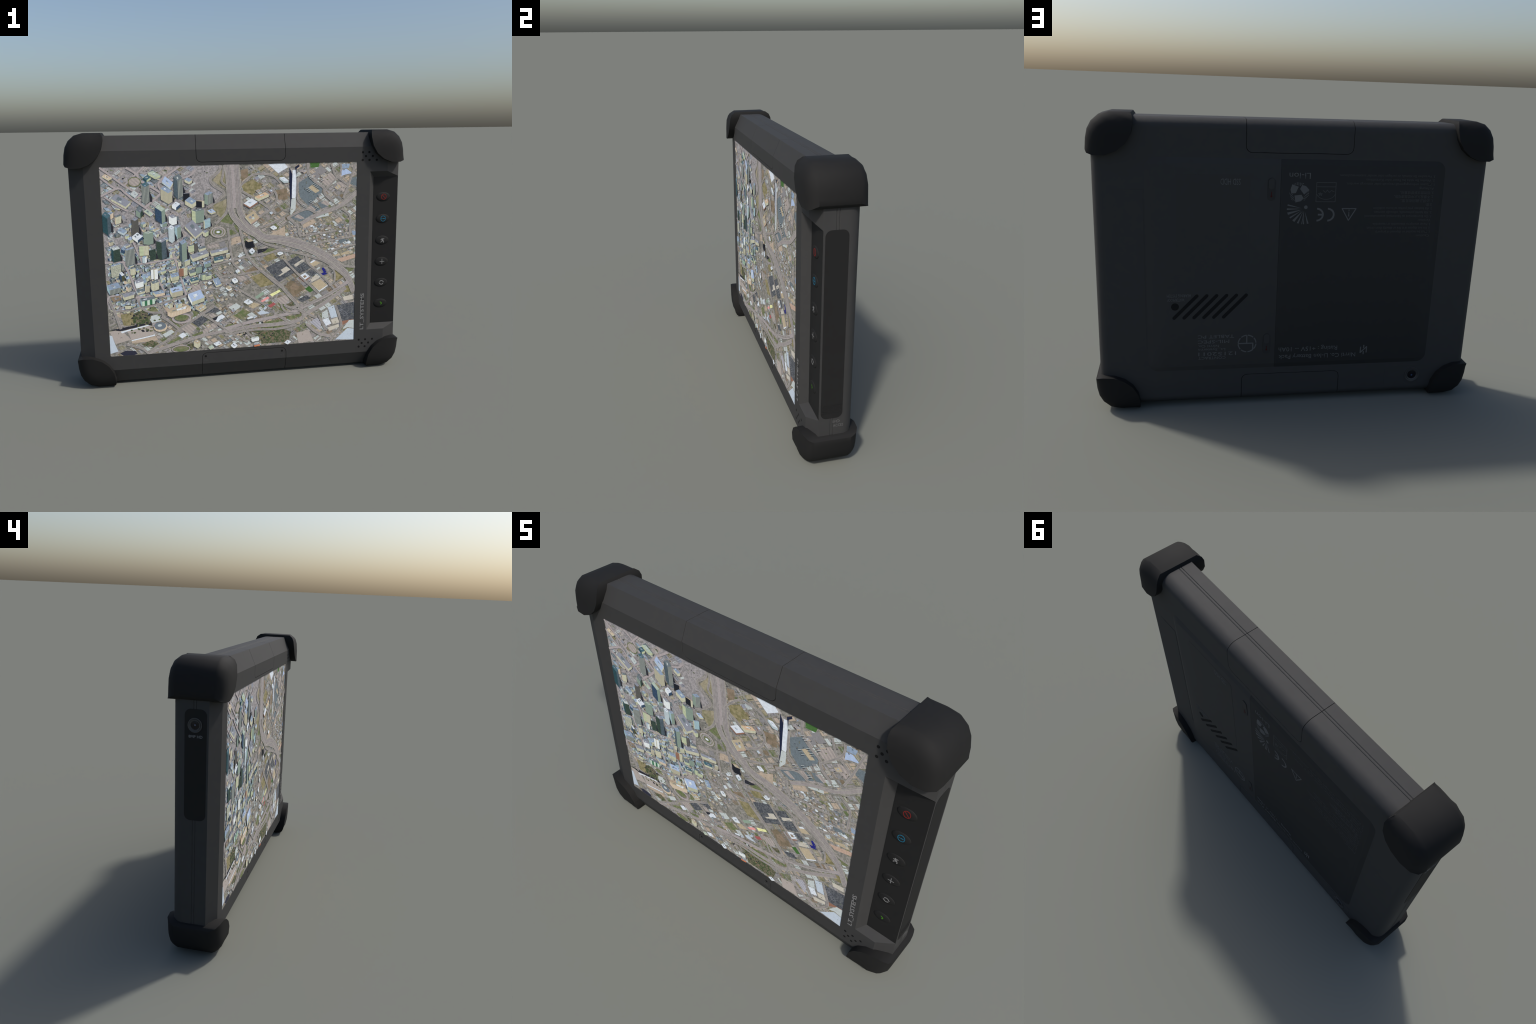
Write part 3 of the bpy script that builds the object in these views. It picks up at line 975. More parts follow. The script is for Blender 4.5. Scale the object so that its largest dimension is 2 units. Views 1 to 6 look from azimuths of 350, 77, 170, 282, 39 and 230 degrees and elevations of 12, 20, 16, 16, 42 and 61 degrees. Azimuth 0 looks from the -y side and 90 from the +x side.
area("olive_field", (119, 746), (182, 775), (213, 742), (150, 720))
area("lot_tan", (-322, 603), (-260, 612), (-250, 564), (-320, 559))
area("lot_tan", (-44, 638), (2, 642), (27, 618), (-20, 605))
area("grass", (117, 844), (145, 855), (182, 838), (145, 833))
area("grass", (98, 791), (176, 804), (207, 793), (132, 771))
area("shade", (88, 798), (157, 804), (132, 784), (91, 773))  # black tower's shadow on the ground, painted as a flat dark polygon
area("roof_green", (69, 504), (120, 535), (130, 520), (82, 490))
area("roof_pink", (104, 476), (148, 503), (161, 492), (116, 468))
area("parked_dark", (137, 682), (241, 731), (324, 648), (218, 590))
area("parked_dark", (273, 714), (336, 749), (417, 668), (350, 635))
area("parked_dark", (388, 643), (420, 660), (458, 631), (430, 613))
area("cream_roof", (214, 628), (244, 648), (231, 665), (266, 686), (292, 665), (228, 627))
area("cream_roof", (311, 693), (365, 724), (378, 712), (324, 678))
area("white_roof", (345, 621), (385, 641), (414, 614), (375, 590))
area("brown_field", (369, 618), (383, 625), (395, 615), (380, 606))
area("brown_brick", (345, 618), (375, 590), (412, 612), (412, 604), (377, 580), (345, 608))
area("cream_roof", (416, 598), (459, 626), (476, 611), (472, 601), (427, 579))
area("tan_roof", (422, 568), (479, 596), (527, 553), (473, 520), (440, 551))
area("white_roof", (440, 551), (473, 520), (526, 554), (527, 548), (475, 513))
area("tan_roof", (406, 699), (439, 715), (481, 697), (431, 672))
area("white_roof", (414, 704), (439, 717), (449, 712), (422, 697))
area("pale_roof", (446, 654), (472, 672), (482, 665), (449, 648))
area("ink_blue", (488, 662), (498, 668), (516, 650), (523, 624), (492, 616), (482, 630), (501, 635))
area("white_roof", (209, 771), (232, 783), (246, 770), (224, 757))
area("brown_field", (269, 583), (324, 609), (388, 538), (350, 517), (314, 490), (272, 541))
area("lawn", (382, 538), (414, 557), (439, 525), (415, 513))
area("olive_field", (567, 648), (590, 647), (636, 602), (577, 576))
area("grass", (632, 674), (701, 657), (682, 636), (662, 630))
area("olive_field", (618, 531), (690, 557), (698, 507), (638, 500))
area("roof_yellow", (162, 515), (221, 541), (231, 530), (176, 500))
area("tan_roof", (556, 745), (591, 756), (608, 739), (565, 732))
area("tan_roof", (608, 749), (660, 766), (680, 746), (614, 739))
area("pink_lot", (582, 715), (703, 745), (703, 719), (615, 697))
area("roof_blue", (677, 890), (706, 885), (704, 863), (684, 861))
area("roof_slate", (586, 846), (632, 853), (646, 821), (600, 813))
area("olive_field", (-736, 443), (-662, 454), (-660, 372), (-721, 373))
area("trees", (-665, 438), (-624, 462), (-575, 442), (-574, 389), (-622, 373), (-665, 386))
area("grass", (-596, 470), (-536, 486), (-512, 448), (-562, 451))
area("trees", (-431, 512), (-362, 515), (-350, 484), (-379, 486))
area("tan_field", (-489, 480), (-353, 488), (-326, 463), (-439, 404))
area("pale_roof", (-576, 419), (-516, 432), (-498, 388), (-556, 380))
area("convention_roof", (-805, 341), (-744, 353), (-681, 284), (-774, 263))
area("convention_roof", (-702, 338), (-560, 367), (-540, 309), (-681, 282))
area("shade", (-806, 351), (-556, 385), (-556, 377), (-742, 341))
area("white_roof", (-742, 338), (-556, 375), (-557, 368), (-702, 337), (-733, 327))
area("white_roof", (-681, 281), (-541, 307), (-541, 299), (-680, 274))
area("tan_field", (-680, 274), (-538, 297), (-523, 269), (-678, 260))
area("pale_grey_blue", (-806, 319), (-792, 315), (-777, 261), (-761, 216), (-808, 203))
area("night_pool", (-752, 202), (-720, 217), (-661, 212), (-650, 194), (-669, 186), (-731, 187))
area("trees", (-625, 253), (-558, 273), (-526, 246), (-554, 227), (-604, 238))
area("pale_roof", (-497, 304), (-442, 332), (-425, 314), (-478, 283))
area("grass", (-455, 398), (-433, 400), (-384, 343), (-312, 402), (-305, 415), (-314, 446), (-269, 426), (-390, 337))
area("parked_dark", (-319, 366), (-257, 407), (-219, 379), (-278, 336))
area("parked_dark", (-241, 414), (-185, 460), (-140, 431), (-176, 417), (-205, 425))
area("lot_tan", (-384, 330), (-332, 363), (-288, 334), (-334, 293))
area("white_roof", (-402, 291), (-372, 309), (-351, 287), (-380, 271))
area("grass", (-319, 288), (-257, 308), (-251, 294), (-316, 278))
area("grass", (-474, 245), (-405, 284), (-383, 269), (-458, 241))
area("lot_tan", (-257, 311), (-184, 360), (-156, 335), (-244, 293))
area("white_roof", (-190, 381), (-134, 407), (-115, 389), (-162, 359))
area("shade", (-193, 384), (-157, 399), (-171, 373), (-187, 370))
area("trees", (-353, 230), (-317, 237), (-318, 200), (-338, 191))
area("roof_red", (150, 443), (186, 463), (200, 451), (168, 430))
area("grass", (-60, 394), (-3, 434), (39, 410), (-15, 366))
area("grass", (-118, 336), (-36, 356), (-36, 345), (-118, 321))
area("grass", (38, 347), (193, 389), (190, 378), (52, 343))
area("grass", (110, 339), (244, 356), (258, 344), (146, 325))
area("grass", (258, 366), (361, 378), (361, 367), (287, 342))
area("grass", (215, 413), (244, 441), (273, 410), (262, 399))
area("trees", (258, 440), (306, 463), (317, 436), (284, 424))
area("grass", (56, 309), (204, 310), (258, 318), (240, 297), (66, 294))
area("trees", (38, 292), (240, 293), (295, 267), (276, 204), (108, 201), (95, 258))
area("white_roof", (1, 480), (26, 494), (58, 470), (33, 457))
area("pale_roof", (-94, 447), (-48, 473), (-13, 449), (-60, 421))
area("tan_roof", (29, 448), (61, 470), (100, 453), (57, 430))
area("pale_grey_blue", (82, 403), (111, 418), (164, 396), (100, 389))
area("parked_dark", (338, 472), (393, 497), (422, 475), (364, 454))
area("lot_tan", (197, 484), (262, 506), (286, 475), (262, 447), (226, 449))
area("convention_roof", (328, 257), (409, 271), (439, 197), (343, 188))
area("lilac_grey", (416, 322), (457, 348), (490, 329), (483, 261))
area("pale_roof", (493, 377), (527, 397), (538, 339), (494, 338))
area("white_roof", (494, 332), (535, 341), (554, 302), (520, 289))
area("pale_grey_blue", (530, 408), (571, 424), (594, 344), (553, 338))
area("cream_roof", (550, 328), (594, 341), (608, 306), (565, 299))
area("cream_roof", (528, 277), (603, 297), (605, 276), (543, 255))
area("parked_dark", (590, 420), (702, 437), (704, 324), (621, 314))
area("brown_brick", (621, 314), (704, 324), (670, 309), (626, 286))
area("pale_roof", (626, 259), (670, 317), (704, 318), (705, 261), (664, 272))
area("pale_grey_blue", (582, 196), (660, 266), (705, 259), (703, 187))
area("cream_roof", (626, 473), (690, 483), (694, 454), (634, 447))

# highways and streets
road("asphalt", 30, (-83, 1310), (-76, 1216), (-71, 1096), (-62, 1026), (-35, 980), (4, 938), (53, 905), (145, 861), (213, 849), (324, 813), (403, 787), (484, 742), (550, 700), (616, 649), (649, 608), (677, 554), (698, 503))
road("asphalt", 30, (-32, 1309), (-25, 1199), (-18, 1064), (-4, 1009), (38, 947), (93, 905), (135, 874), (229, 861), (324, 841), (419, 799), (500, 754), (566, 706), (616, 662))
road("asphalt_light", 16, (-56, 1309), (-49, 1185), (-46, 1053))
road("asphalt", 11, (-122, 1305), (-134, 1267), (-183, 1227), (-166, 1188), (-107, 1145), (-144, 1101), (-205, 1061))
road("asphalt", 10, (-101, 1304), (-111, 1246), (-118, 1208), (-86, 1180))
road("asphalt", 10, (-86, 1156), (-85, 1066), (-107, 1013), (-160, 963))
road("asphalt", 9, (-17, 1166), (11, 1201), (75, 1247), (179, 1239), (234, 1192))
road("asphalt", 9, (-5, 1154), (62, 1113), (135, 1065), (202, 1011))
road("asphalt", 9, (53, 949), (116, 1005), (178, 1043), (209, 1112), (178, 1170))
road("asphalt", 10, (68, 921), (161, 948), (258, 985))
road("asphalt", 10, (270, 981), (386, 1032), (466, 1005), (561, 1026), (628, 1074), (704, 1134))
road("asphalt", 16, (355, 944), (466, 999), (593, 1041), (704, 1118))
road("asphalt", 12, (398, 1308), (401, 1248), (436, 1202), (496, 1158), (506, 1118), (561, 1070))
road("asphalt", 8, (542, 1299), (565, 1235), (607, 1201), (652, 1169))
road("asphalt", 8, (602, 1298), (593, 1235), (502, 1142))
road("asphalt", 9, (694, 1302), (652, 1175), (618, 1090))
road("asphalt", 9, (609, 1028), (659, 989), (666, 932), (661, 850))
road("asphalt", 9, (273, 981), (311, 955), (349, 903), (352, 863))
road("asphalt", 9, (336, 1220), (336, 1098), (374, 1057))
road("asphalt", 10, (-88, 935), (-78, 836), (-64, 736), (-43, 701), (6, 654))
road("asphalt", 10, (-18, 932), (2, 848), (29, 757), (100, 675), (238, 552))
road("asphalt", 8, (-199, 842), (-77, 876), (-24, 896))
road("asphalt", 8, (-196, 715), (-64, 740), (32, 757), (119, 765), (239, 794))
road("asphalt", 8, (-167, 666), (-119, 620), (-15, 548), (129, 452))
road("asphalt", 8, (-152, 644), (-75, 643), (106, 668))
road("asphalt", 8, (-321, 606), (-193, 624), (-92, 609), (-44, 641))
road("asphalt", 8, (-335, 550), (-237, 566), (-138, 583), (-88, 622))
road("asphalt", 8, (-260, 618), (-212, 492))
road("asphalt", 9, (62, 892), (114, 844), (192, 812), (258, 794))
road("asphalt", 11, (133, 645), (221, 579), (285, 495), (343, 436))
road("asphalt", 9, (388, 746), (401, 701), (466, 640), (552, 548), (605, 482))
road("asphalt", 8, (247, 734), (337, 634), (414, 559), (467, 504))
road("asphalt", 8, (534, 675), (567, 642), (571, 583), (535, 552))
road("asphalt", 9, (134, 765), (222, 786), (324, 768), (420, 739), (517, 699), (636, 605))
road("asphalt", 8, (550, 707), (635, 670), (708, 660))
road("asphalt", 7, (346, 918), (362, 874), (579, 896))
road("asphalt", 7, (355, 805), (548, 835), (684, 854))
road("asphalt", 7, (500, 754), (633, 793), (705, 802))
road("asphalt_light", 16, (-118, 314), (24, 345), (168, 368), (295, 390), (386, 428), (533, 494), (662, 571))
road("asphalt", 18, (-119, 294), (42, 318), (204, 322), (331, 335), (405, 386), (496, 433), (644, 532))
road("asphalt", 10, (-120, 272), (41, 296), (204, 292), (324, 310))
road("asphalt", 10, (368, 426), (496, 477), (606, 534))
road("asphalt", 9, (233, 449), (244, 419), (277, 394), (350, 384))
road("asphalt", 11, (186, 393), (324, 306))
road("asphalt", 12, (244, 547), (320, 458), (368, 389), (364, 337))
road("asphalt", 11, (295, 427), (386, 384), (457, 348))
road("asphalt", 10, (251, 444), (295, 423), (335, 439), (313, 477), (277, 512))
road("asphalt", 9, (-36, 363), (-5, 324), (23, 278), (51, 254))
road("asphalt", 9, (-118, 314), (-66, 273), (22, 219))
road("asphalt", 9, (468, 368), (513, 271), (513, 252), (447, 192))
road("asphalt", 11, (582, 416), (618, 305), (607, 260), (544, 196))
road("asphalt", 14, (394, 312), (468, 247), (555, 218))
road("asphalt", 14, (-107, 304), (-251, 280), (-381, 249), (-510, 214), (-587, 190))
road("asphalt", 10, (-182, 461), (-397, 328), (-427, 293), (-541, 223), (-590, 190))
road("asphalt", 10, (-498, 414), (-455, 385), (-397, 331))
road("asphalt", 9, (-260, 419), (-200, 378), (-107, 304))
road("asphalt", 9, (-315, 489), (-260, 419))
road("asphalt", 8, (-334, 293), (-288, 239), (-253, 202))
road("asphalt", 12, (-805, 564), (-769, 461), (-738, 354))
road("asphalt", 9, (-769, 461), (-623, 475), (-523, 492), (-352, 534))
road("asphalt", 9, (-638, 547), (-611, 477), (-562, 448), (-497, 441))
road("asphalt", 9, (-526, 505), (-491, 434), (-483, 400))
road("asphalt", 10, (-709, 256), (-623, 226), (-587, 193))
road("asphalt_light", 9, (-806, 1305), (-761, 1270), (-672, 1199), (-584, 1144))
road("asphalt_light", 10, (-661, 1302), (-606, 1266), (-585, 1228), (-535, 1198), (-468, 1152))
road("asphalt_light", 9, (-811, 1142), (-712, 1186), (-669, 1158), (-625, 1119), (-564, 1073), (-511, 1027))
road("asphalt_light", 9, (-807, 1254), (-751, 1204), (-715, 1183))
road("asphalt_light", 8, (-678, 1199), (-582, 1286), (-559, 1306))
road("asphalt_light", 10, (-564, 1073), (-504, 1121), (-470, 1161), (-477, 1217), (-363, 1301))
road("asphalt_light", 8, (-788, 1142), (-718, 1087), (-663, 1056))
road("asphalt_light", 8, (-625, 1119), (-578, 1153), (-524, 1198))
road("asphalt_light", 9, (-480, 1214), (-319, 1242), (-271, 1279))
road("asphalt_light", 9, (-641, 876), (-594, 750))
road("asphalt_light", 10, (-710, 771), (-668, 674), (-638, 580), (-607, 495))
road("asphalt_light", 8, (-510, 650), (-475, 574))
road("asphalt_light", 9, (-415, 799), (-378, 659), (-346, 538))
road("asphalt_light", 8, (-809, 509), (-786, 558), (-658, 544), (-359, 539))
road("asphalt_light", 8, (-849, 756), (-716, 759), (-589, 744), (-392, 771))
oval("grass", (-146, 914), 49, 35, 0)
oval("asphalt_light", (-146, 914), 41, 30, 8)
oval("pavement", (-146, 914), 27, 20, 9)
oval("white_roof", (-146, 914), 11, 6, 0)
oval("lot_tan", (-617, 1221), 31, 24, 0)
oval("grass", (-617, 1221), 34, 26, 5)
oval("asphalt_light", (-379, 398), 53, 28, 11)
oval("grass", (-379, 401), 42, 19, 0)
oval("grass", (-389, 205), 48, 17, 0)
oval("asphalt_light", (-389, 205), 53, 21, 5)
oval("peach_wall", (-506, 352), 40, 30, 0)
oval("dome_glass", (-508, 359), 35, 24, 0)
oval("pale_roof", (-510, 362), 13, 8, 0)

# landmark buildings
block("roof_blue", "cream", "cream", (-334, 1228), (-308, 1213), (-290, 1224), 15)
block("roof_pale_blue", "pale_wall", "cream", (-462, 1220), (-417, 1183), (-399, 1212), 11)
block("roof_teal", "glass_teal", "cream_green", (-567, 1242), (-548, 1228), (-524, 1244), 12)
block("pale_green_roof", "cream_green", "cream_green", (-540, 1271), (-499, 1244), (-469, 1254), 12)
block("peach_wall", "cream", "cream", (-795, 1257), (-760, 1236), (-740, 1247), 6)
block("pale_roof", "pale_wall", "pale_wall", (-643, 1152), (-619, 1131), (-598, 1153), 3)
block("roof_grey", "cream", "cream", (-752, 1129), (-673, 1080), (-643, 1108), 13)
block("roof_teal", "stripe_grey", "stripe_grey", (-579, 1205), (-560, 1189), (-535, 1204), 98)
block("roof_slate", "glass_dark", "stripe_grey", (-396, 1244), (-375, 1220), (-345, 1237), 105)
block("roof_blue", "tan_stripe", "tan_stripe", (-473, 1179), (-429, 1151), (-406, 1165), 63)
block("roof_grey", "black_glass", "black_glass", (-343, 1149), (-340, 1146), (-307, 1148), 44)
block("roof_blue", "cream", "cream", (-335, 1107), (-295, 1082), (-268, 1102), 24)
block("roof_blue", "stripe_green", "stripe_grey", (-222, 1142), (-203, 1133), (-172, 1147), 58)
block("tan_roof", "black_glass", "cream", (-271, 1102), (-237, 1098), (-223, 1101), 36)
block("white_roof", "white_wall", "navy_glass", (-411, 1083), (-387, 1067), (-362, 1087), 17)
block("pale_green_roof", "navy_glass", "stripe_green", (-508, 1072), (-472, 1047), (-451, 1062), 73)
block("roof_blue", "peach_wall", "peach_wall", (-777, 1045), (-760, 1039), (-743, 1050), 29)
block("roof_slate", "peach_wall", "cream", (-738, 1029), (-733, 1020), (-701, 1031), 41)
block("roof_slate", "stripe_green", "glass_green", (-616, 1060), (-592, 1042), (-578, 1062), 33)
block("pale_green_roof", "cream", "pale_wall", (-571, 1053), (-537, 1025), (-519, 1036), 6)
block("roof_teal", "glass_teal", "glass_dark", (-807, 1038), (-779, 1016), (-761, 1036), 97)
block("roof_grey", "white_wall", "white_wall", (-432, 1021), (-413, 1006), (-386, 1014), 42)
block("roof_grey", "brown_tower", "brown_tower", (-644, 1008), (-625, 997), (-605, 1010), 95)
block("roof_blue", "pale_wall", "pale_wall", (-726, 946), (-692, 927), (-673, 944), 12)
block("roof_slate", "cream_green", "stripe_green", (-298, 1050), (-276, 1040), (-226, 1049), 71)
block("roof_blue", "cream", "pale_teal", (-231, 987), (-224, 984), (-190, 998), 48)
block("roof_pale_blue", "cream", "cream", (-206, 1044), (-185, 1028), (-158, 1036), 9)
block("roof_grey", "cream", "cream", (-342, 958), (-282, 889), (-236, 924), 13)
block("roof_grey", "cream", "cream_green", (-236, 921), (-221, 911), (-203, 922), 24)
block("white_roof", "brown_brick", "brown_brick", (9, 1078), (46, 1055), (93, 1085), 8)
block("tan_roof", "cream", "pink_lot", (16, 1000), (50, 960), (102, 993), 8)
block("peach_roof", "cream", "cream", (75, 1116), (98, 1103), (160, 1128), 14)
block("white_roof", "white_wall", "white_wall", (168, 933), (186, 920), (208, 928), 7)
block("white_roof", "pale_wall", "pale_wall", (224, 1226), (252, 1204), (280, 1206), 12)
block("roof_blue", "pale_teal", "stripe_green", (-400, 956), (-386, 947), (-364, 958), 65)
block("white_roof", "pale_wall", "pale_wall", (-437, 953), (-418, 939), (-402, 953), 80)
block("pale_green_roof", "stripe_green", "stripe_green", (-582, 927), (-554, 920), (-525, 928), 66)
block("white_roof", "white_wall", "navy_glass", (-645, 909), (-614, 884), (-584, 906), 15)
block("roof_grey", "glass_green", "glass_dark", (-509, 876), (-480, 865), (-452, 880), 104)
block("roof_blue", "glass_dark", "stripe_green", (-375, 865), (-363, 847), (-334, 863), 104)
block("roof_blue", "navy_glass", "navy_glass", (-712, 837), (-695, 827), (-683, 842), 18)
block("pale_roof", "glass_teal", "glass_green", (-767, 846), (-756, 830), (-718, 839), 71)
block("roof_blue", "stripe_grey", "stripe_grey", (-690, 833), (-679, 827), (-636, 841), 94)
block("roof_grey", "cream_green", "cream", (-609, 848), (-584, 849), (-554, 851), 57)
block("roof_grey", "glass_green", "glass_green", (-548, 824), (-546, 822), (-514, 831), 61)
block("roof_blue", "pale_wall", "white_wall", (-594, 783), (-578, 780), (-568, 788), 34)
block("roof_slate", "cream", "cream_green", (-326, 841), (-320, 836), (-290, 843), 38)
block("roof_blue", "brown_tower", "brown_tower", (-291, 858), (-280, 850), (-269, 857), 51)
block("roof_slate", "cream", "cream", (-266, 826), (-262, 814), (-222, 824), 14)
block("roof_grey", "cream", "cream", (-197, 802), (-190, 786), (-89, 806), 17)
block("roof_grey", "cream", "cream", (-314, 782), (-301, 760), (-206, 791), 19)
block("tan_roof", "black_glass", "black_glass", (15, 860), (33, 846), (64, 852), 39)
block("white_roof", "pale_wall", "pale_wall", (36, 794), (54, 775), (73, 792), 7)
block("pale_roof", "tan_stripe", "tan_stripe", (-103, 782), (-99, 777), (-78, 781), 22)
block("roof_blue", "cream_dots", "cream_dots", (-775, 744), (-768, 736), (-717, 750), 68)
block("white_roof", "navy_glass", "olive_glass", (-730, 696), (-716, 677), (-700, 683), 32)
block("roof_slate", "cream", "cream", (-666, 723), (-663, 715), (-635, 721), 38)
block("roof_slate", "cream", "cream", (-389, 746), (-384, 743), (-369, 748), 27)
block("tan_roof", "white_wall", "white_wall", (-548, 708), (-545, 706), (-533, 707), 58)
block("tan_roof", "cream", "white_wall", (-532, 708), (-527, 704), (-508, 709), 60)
block("tan_roof", "brown_brick", "cream", (-383, 702), (-357, 704), (-334, 711), 46)
block("roof_grey", "cream", "cream", (-446, 703), (-440, 693), (-401, 703), 9)
block("roof_blue", "cream", "cream_stripe", (-438, 674), (-430, 652), (-384, 662), 23)
block("roof_grey", "white_wall", "white_wall", (-642, 648), (-636, 628), (-593, 639), 31)
block("roof_slate", "stripe_green", "stripe_green", (-286, 710), (-280, 705), (-248, 711), 37)
block("roof_blue", "pale_teal", "stripe_green", (-234, 735), (-230, 723), (-194, 733), 22)
block("roof_slate", "cream", "cream_green", (-328, 690), (-318, 671), (-284, 680), 17)
block("roof_teal", "cream", "cream_stripe", (-325, 640), (-315, 621), (-270, 631), 12)
block("roof_slate", "stripe_green", "cream_green", (-256, 665), (-247, 657), (-228, 662), 32)
block("roof_slate", "cream_green", "cream_green", (-227, 651), (-223, 648), (-192, 657), 22)
block("roof_teal", "cream", "cream", (-178, 761), (-173, 740), (-119, 750), 12)
block("roof_blue", "cream", "cream", (-186, 630), (-166, 588), (-133, 599), 10)
block("roof_slate", "cream", "cream", (-551, 634), (-541, 620), (-504, 631), 45)
block("roof_blue", "pale_teal", "stripe_grey", (-804, 626), (-790, 595), (-725, 610), 29)
block("roof_blue", "peach_wall", "tan_stripe", (-586, 611), (-582, 608), (-560, 613), 40)
block("roof_slate", "pale_wall", "cream", (-638, 586), (-630, 570), (-588, 580), 12)
block("roof_blue", "cream", "peach_wall", (-541, 571), (-526, 555), (-472, 564), 16)
block("roof_grey", "cream", "cream", (-718, 566), (-710, 547), (-650, 562), 19)
block("roof_pale_blue", "cream", "tan_stripe", (-443, 588), (-430, 559), (-366, 571), 29)
block("roof_slate", "pale_teal", "green_white", (-617, 532), (-609, 516), (-531, 530), 30)
block("roof_pale_blue", "white_wall", "cream_stripe", (-336, 547), (-313, 497), (-238, 521), 23)
block("brown_field", "pavement", "pavement", (-786, 551), (-773, 523), (-723, 535), 1)
block("black_glass", "cream", "cream", (-707, 500), (-706, 496), (-672, 496), 21)
block("tan_roof", "peach_wall", "peach_wall", (-462, 448), (-439, 434), (-321, 468), 27)
block("white_roof", "white_wall", "white_wall", (-407, 458), (-404, 451), (-351, 461), 3)
block("tan_roof", "cream", "cream", (-294, 458), (-263, 437), (-227, 460), 6)
block("tan_roof", "cream", "cream", (-312, 247), (-288, 230), (-271, 244), 29)
block("pale_green_roof", "cream", "cream", (-224, 207), (-211, 192), (-188, 204), 5)
block("white_roof", "white_wall", "white_wall", (-191, 228), (-175, 213), (-142, 225), 5)
block("pale_roof", "white_wall", "white_wall", (43, 247), (51, 239), (92, 246), 20)
block("roof_grey", "brown_brick", "orange_brick", (58, 205), (61, 197), (96, 202), 11)
block("white_roof", "white_wall", "white_wall", (251, 202), (273, 189), (293, 205), 3)
block("white_roof", "white_wall", "white_wall", (-85, 208), (-64, 188), (-44, 205), 5)
block("white_roof", "white_wall", "white_wall", (17, 376), (24, 368), (56, 377), 2)
block("white_roof", "white_wall", "white_wall", (-71, 624), (-56, 607), (-34, 615), 11)
block("tan_roof", "white_wall", "white_wall", (-109, 575), (-90, 561), (-72, 570), 9)
block("white_roof", "pale_wall", "cream", (-48, 676), (-35, 663), (-19, 672), 8)
block("white_roof", "white_wall", "white_wall", (-218, 613), (-206, 603), (-192, 608), 4)
block("white_roof", "white_wall", "white_wall", (0, 479), (24, 463), (56, 476), 4)
block("white_roof", "white_wall", "white_wall", (209, 768), (223, 760), (246, 770), 4)


# ordinary roofs and trees between the landmarks, by quarter: centre, half size, spacing and mix of colours
def quarter(cx, cz, hx, hz, pitch, tilt, kinds, tall, keep=0.8):
    ca, sa = math.cos(math.radians(tilt)), math.sin(math.radians(tilt))
    spots = []
    for i in range(int(2 * hx / pitch)):
        for j in range(int(2 * hz / (pitch * 0.8))):
            spot = (cx - hx + (i + random.uniform(.2, .8)) * pitch, cz - hz + (j + random.uniform(.2, .8)) * pitch * .8)
            if random.random() < keep and free(*spot):
                spots.append(spot)
    for x, z in sorted(spots, key=lambda p: -p[1]):
        w, d, h = pitch * random.uniform(.30, .58), pitch * random.uniform(.22, .46), random.uniform(*tall)
        roof, wl, wr = random.choice(kinds)
        block(roof, wl, wr, (x - w * ca, z - w * sa * .4 + d * .3), (x - w * .6 * ca + d * .4, z - d * .6), (x + w * ca, z + w * sa - d * .3), h, houses)


def grove(cx, cz, hx, hz, count, size=(4, 9), mats=("trees", "grass", "trees", "shade")):
    for _ in range(count):
        x, z, r = cx + random.uniform(-hx, hx), cz + random.uniform(-hz, hz), random.uniform(*size)
        scraps.put(random.choice(mats), [(x + r * random.uniform(.7, 1) * math.cos(PI * k / 4), z + .7 * r * random.uniform(.7, 1) * math.sin(PI * k / 4)) for k in range(8)])


def speckle(cx, cz, hx, hz, count, mats, size=(1.5, 4)):
    """cars, sheds and scraps"""
    for _ in range(count):
        x, z, w = cx + random.uniform(-hx, hx), cz + random.uniform(-hz, hz), random.uniform(*size)
        if w > 1.8 and not free(x, z):
            continue
        t = random.choice((.45, -.6, .5))
        scraps.put(random.choice(mats), [(x - w, z - w * t), (x + w * .2, z - w * .5 - w * t * .2), (x + w, z + w * t), (x - w * .2, z + w * .5 + w * t * .2)])


# pale ridges on the slate roofs in the upper right, rows of cars on the dark lots
for x, z, n in ((395, 1228, 5), (425, 1178, 6), (385, 1150, 5), (470, 1205, 4), (360, 1052, 5), (405, 1075, 5), (440, 1040, 4)):
    rows("pale_roof", (x, z), (1, .62), (9, -8), max(2, n - 2), 20)
    rows("shade", (x + 1, z - 3), (1, .62), (9, -8), max(2, n - 2), 16, 2.4)
for x, z, n in ((250, 640, 7), (290, 690, 6), (345, 700, 6), (380, 640, 5), (430, 650, 5), (300, 600, 6)):
    rows("roof_slate", (x, z), (1, .58), (8, -8), n, 24)
    rows("lot_tan", (x + 10, z + 3), (1, .58), (12, -12), n // 2, 12, 1.6)
for x, z, n in ((-250, 452, 6), (-175, 500, 4), (560, 420, 6), (600, 380, 5)):
    rows("roof_grey", (x, z), (1, .55), (9, -8), n, 30, 1.5)
SCRAP = ("pale_roof", "parked_dark", "roof_grey", "tan_roof", "roof_slate", "lot_tan", "brown_field", "parked_dark", "kerb", "trees")
OFFICE = [("roof_blue", "pale_teal", "cream"), ("roof_blue", "pale_wall", "stripe_green"), ("roof_grey", "navy_glass", "pale_wall"), ("roof_pale_blue", "stripe_grey", "cream_stripe"), ("roof_slate", "cream", "cream"), ("roof_blue", "cream", "cream_green"), ("roof_grey", "pale_wall", "cream"), ("roof_slate", "peach_wall", "tan_stripe"),
          ("roof_blue", "stripe_green", "cream_stripe"), ("roof_slate", "glass_dark", "stripe_grey"), ("tan_roof", "cream", "pale_wall"), ("roof_slate", "glass_dark", "pale_teal"), ("roof_grey", "roof_slate", "stripe_grey")]
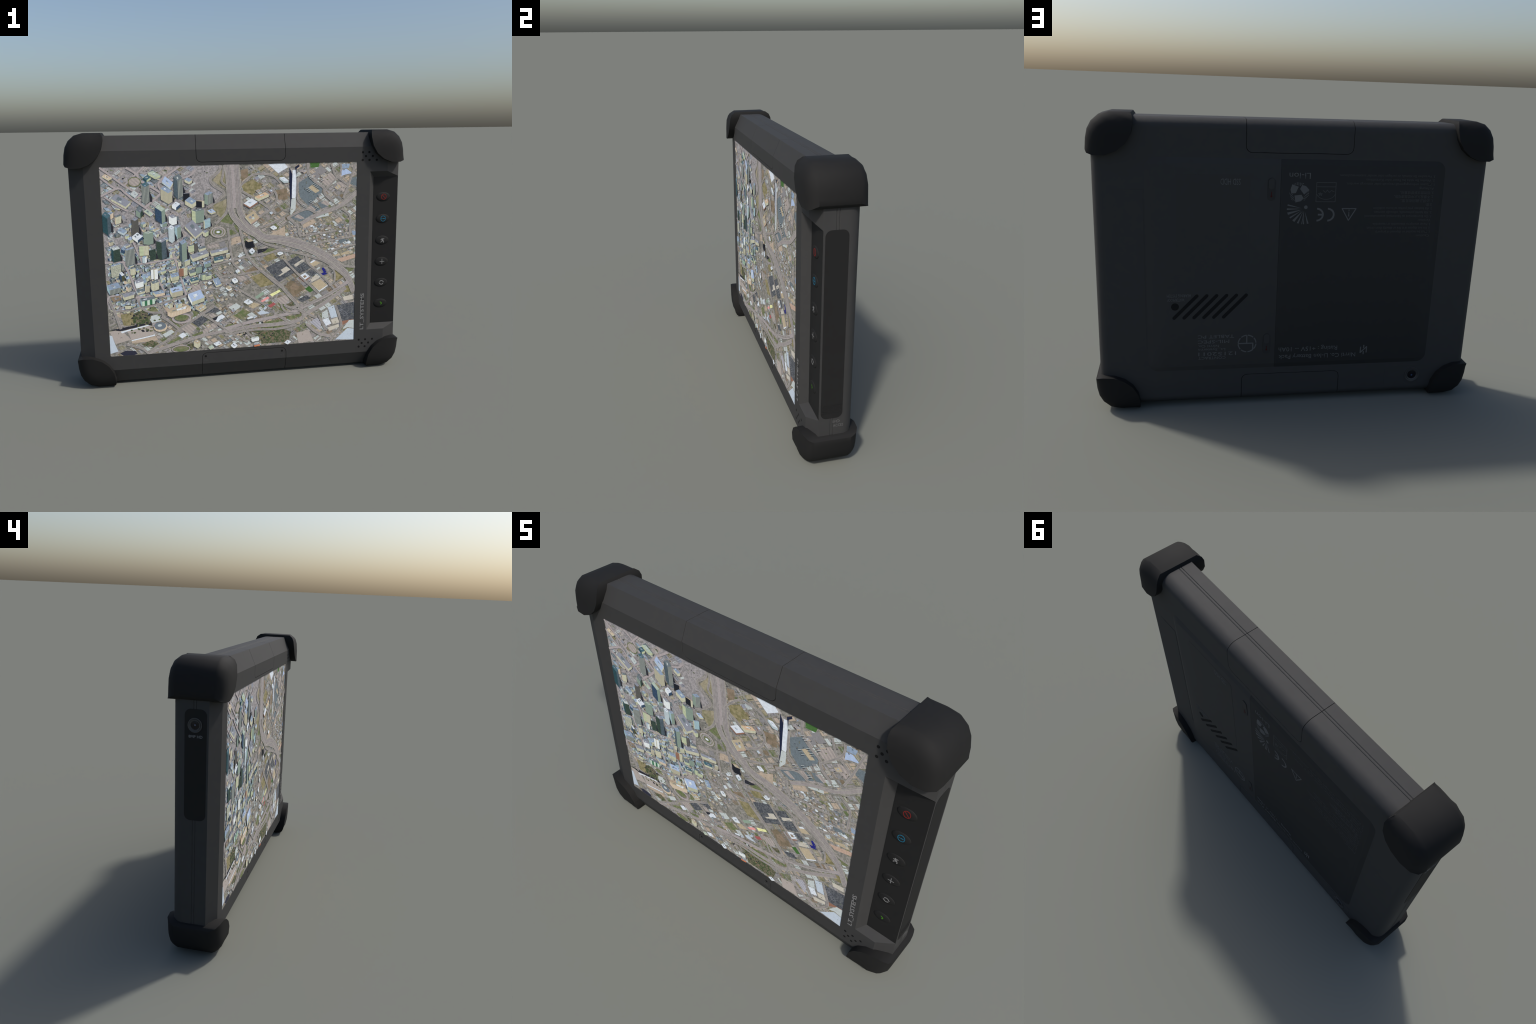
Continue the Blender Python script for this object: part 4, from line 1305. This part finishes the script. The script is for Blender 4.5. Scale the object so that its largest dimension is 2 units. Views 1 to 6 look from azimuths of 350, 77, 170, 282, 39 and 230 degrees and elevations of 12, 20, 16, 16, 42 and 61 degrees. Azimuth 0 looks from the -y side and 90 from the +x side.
SHED = [("white_roof", "pale_wall", "white_wall"), ("pale_roof", "lot_tan", "pale_wall"), ("kerb", "lot_grey", "tan_field"), ("lot_grey", "roof_slate", "kerb"), ("tan_roof", "lot_tan", "kerb"), ("tan_field", "lot_tan", "tan_stripe"), ("roof_grey", "brown_brick", "lot_tan"),
        ("roof_slate", "pale_wall", "lot_grey"), ("roof_slate", "shade", "pale_wall"), ("pale_grey_blue", "pale_wall", "lot_tan"), ("lot_tan", "shade", "tan_field")]
speckle(-50, 750, 740, 540, 2600, SCRAP, (1.0, 3.0))
speckle(-520, 650, 280, 220, 500, ("white_roof", "roof_blue", "shade", "cream_roof", "roof_slate", "shade"), (2, 6))
grove(-50, 750, 740, 540, 500, (2, 5))
grove(-560, 1180, 230, 110, 60, (3, 7))
grove(-590, 385, 90, 60, 90, (5, 10))
grove(60, 290, 130, 60, 150, (4, 9), ("trees", "grass", "shade", "brown_brick"))
grove(-190, 950, 60, 40, 20, (3, 6))
quarter(-500, 660, 290, 200, 30, 18, OFFICE, (6, 18), 0.95)
quarter(-490, 660, 250, 180, 46, 18, OFFICE, (16, 34), 0.6)
quarter(-510, 880, 270, 130, 38, 18, OFFICE, (6, 20), 0.6)
quarter(-560, 1160, 230, 130, 42, -25, OFFICE, (2, 9), 0.35)
quarter(-110, 640, 130, 150, 30, 25, SHED, (2, 6), 0.6)
speckle(377, 1190, 9, 110, 40, ('roof_grey', 'pale_roof', 'roof_blue', 'shade', 'pale_wall'), (2, 5))
quarter(480, 860, 190, 90, 23, 12, SHED, (1, 3), 0.7)
quarter(620, 780, 70, 60, 34, 14, SHED, (2, 5), 0.7)
quarter(140, 1150, 60, 140, 40, 25, SHED, (3, 6), 0.35)
quarter(520, 1200, 170, 100, 44, 25, SHED, (2, 6), 0.35)
quarter(-250, 350, 260, 130, 46, 22, SHED, (3, 7), 0.2)
quarter(0, 400, 160, 70, 34, 30, SHED, (3, 6), 0.45)
quarter(120, 250, 220, 50, 34, 22, SHED, (2, 5), 0.30)
for layer in (fields, roads, scraps, houses, towers):
    layer.done()
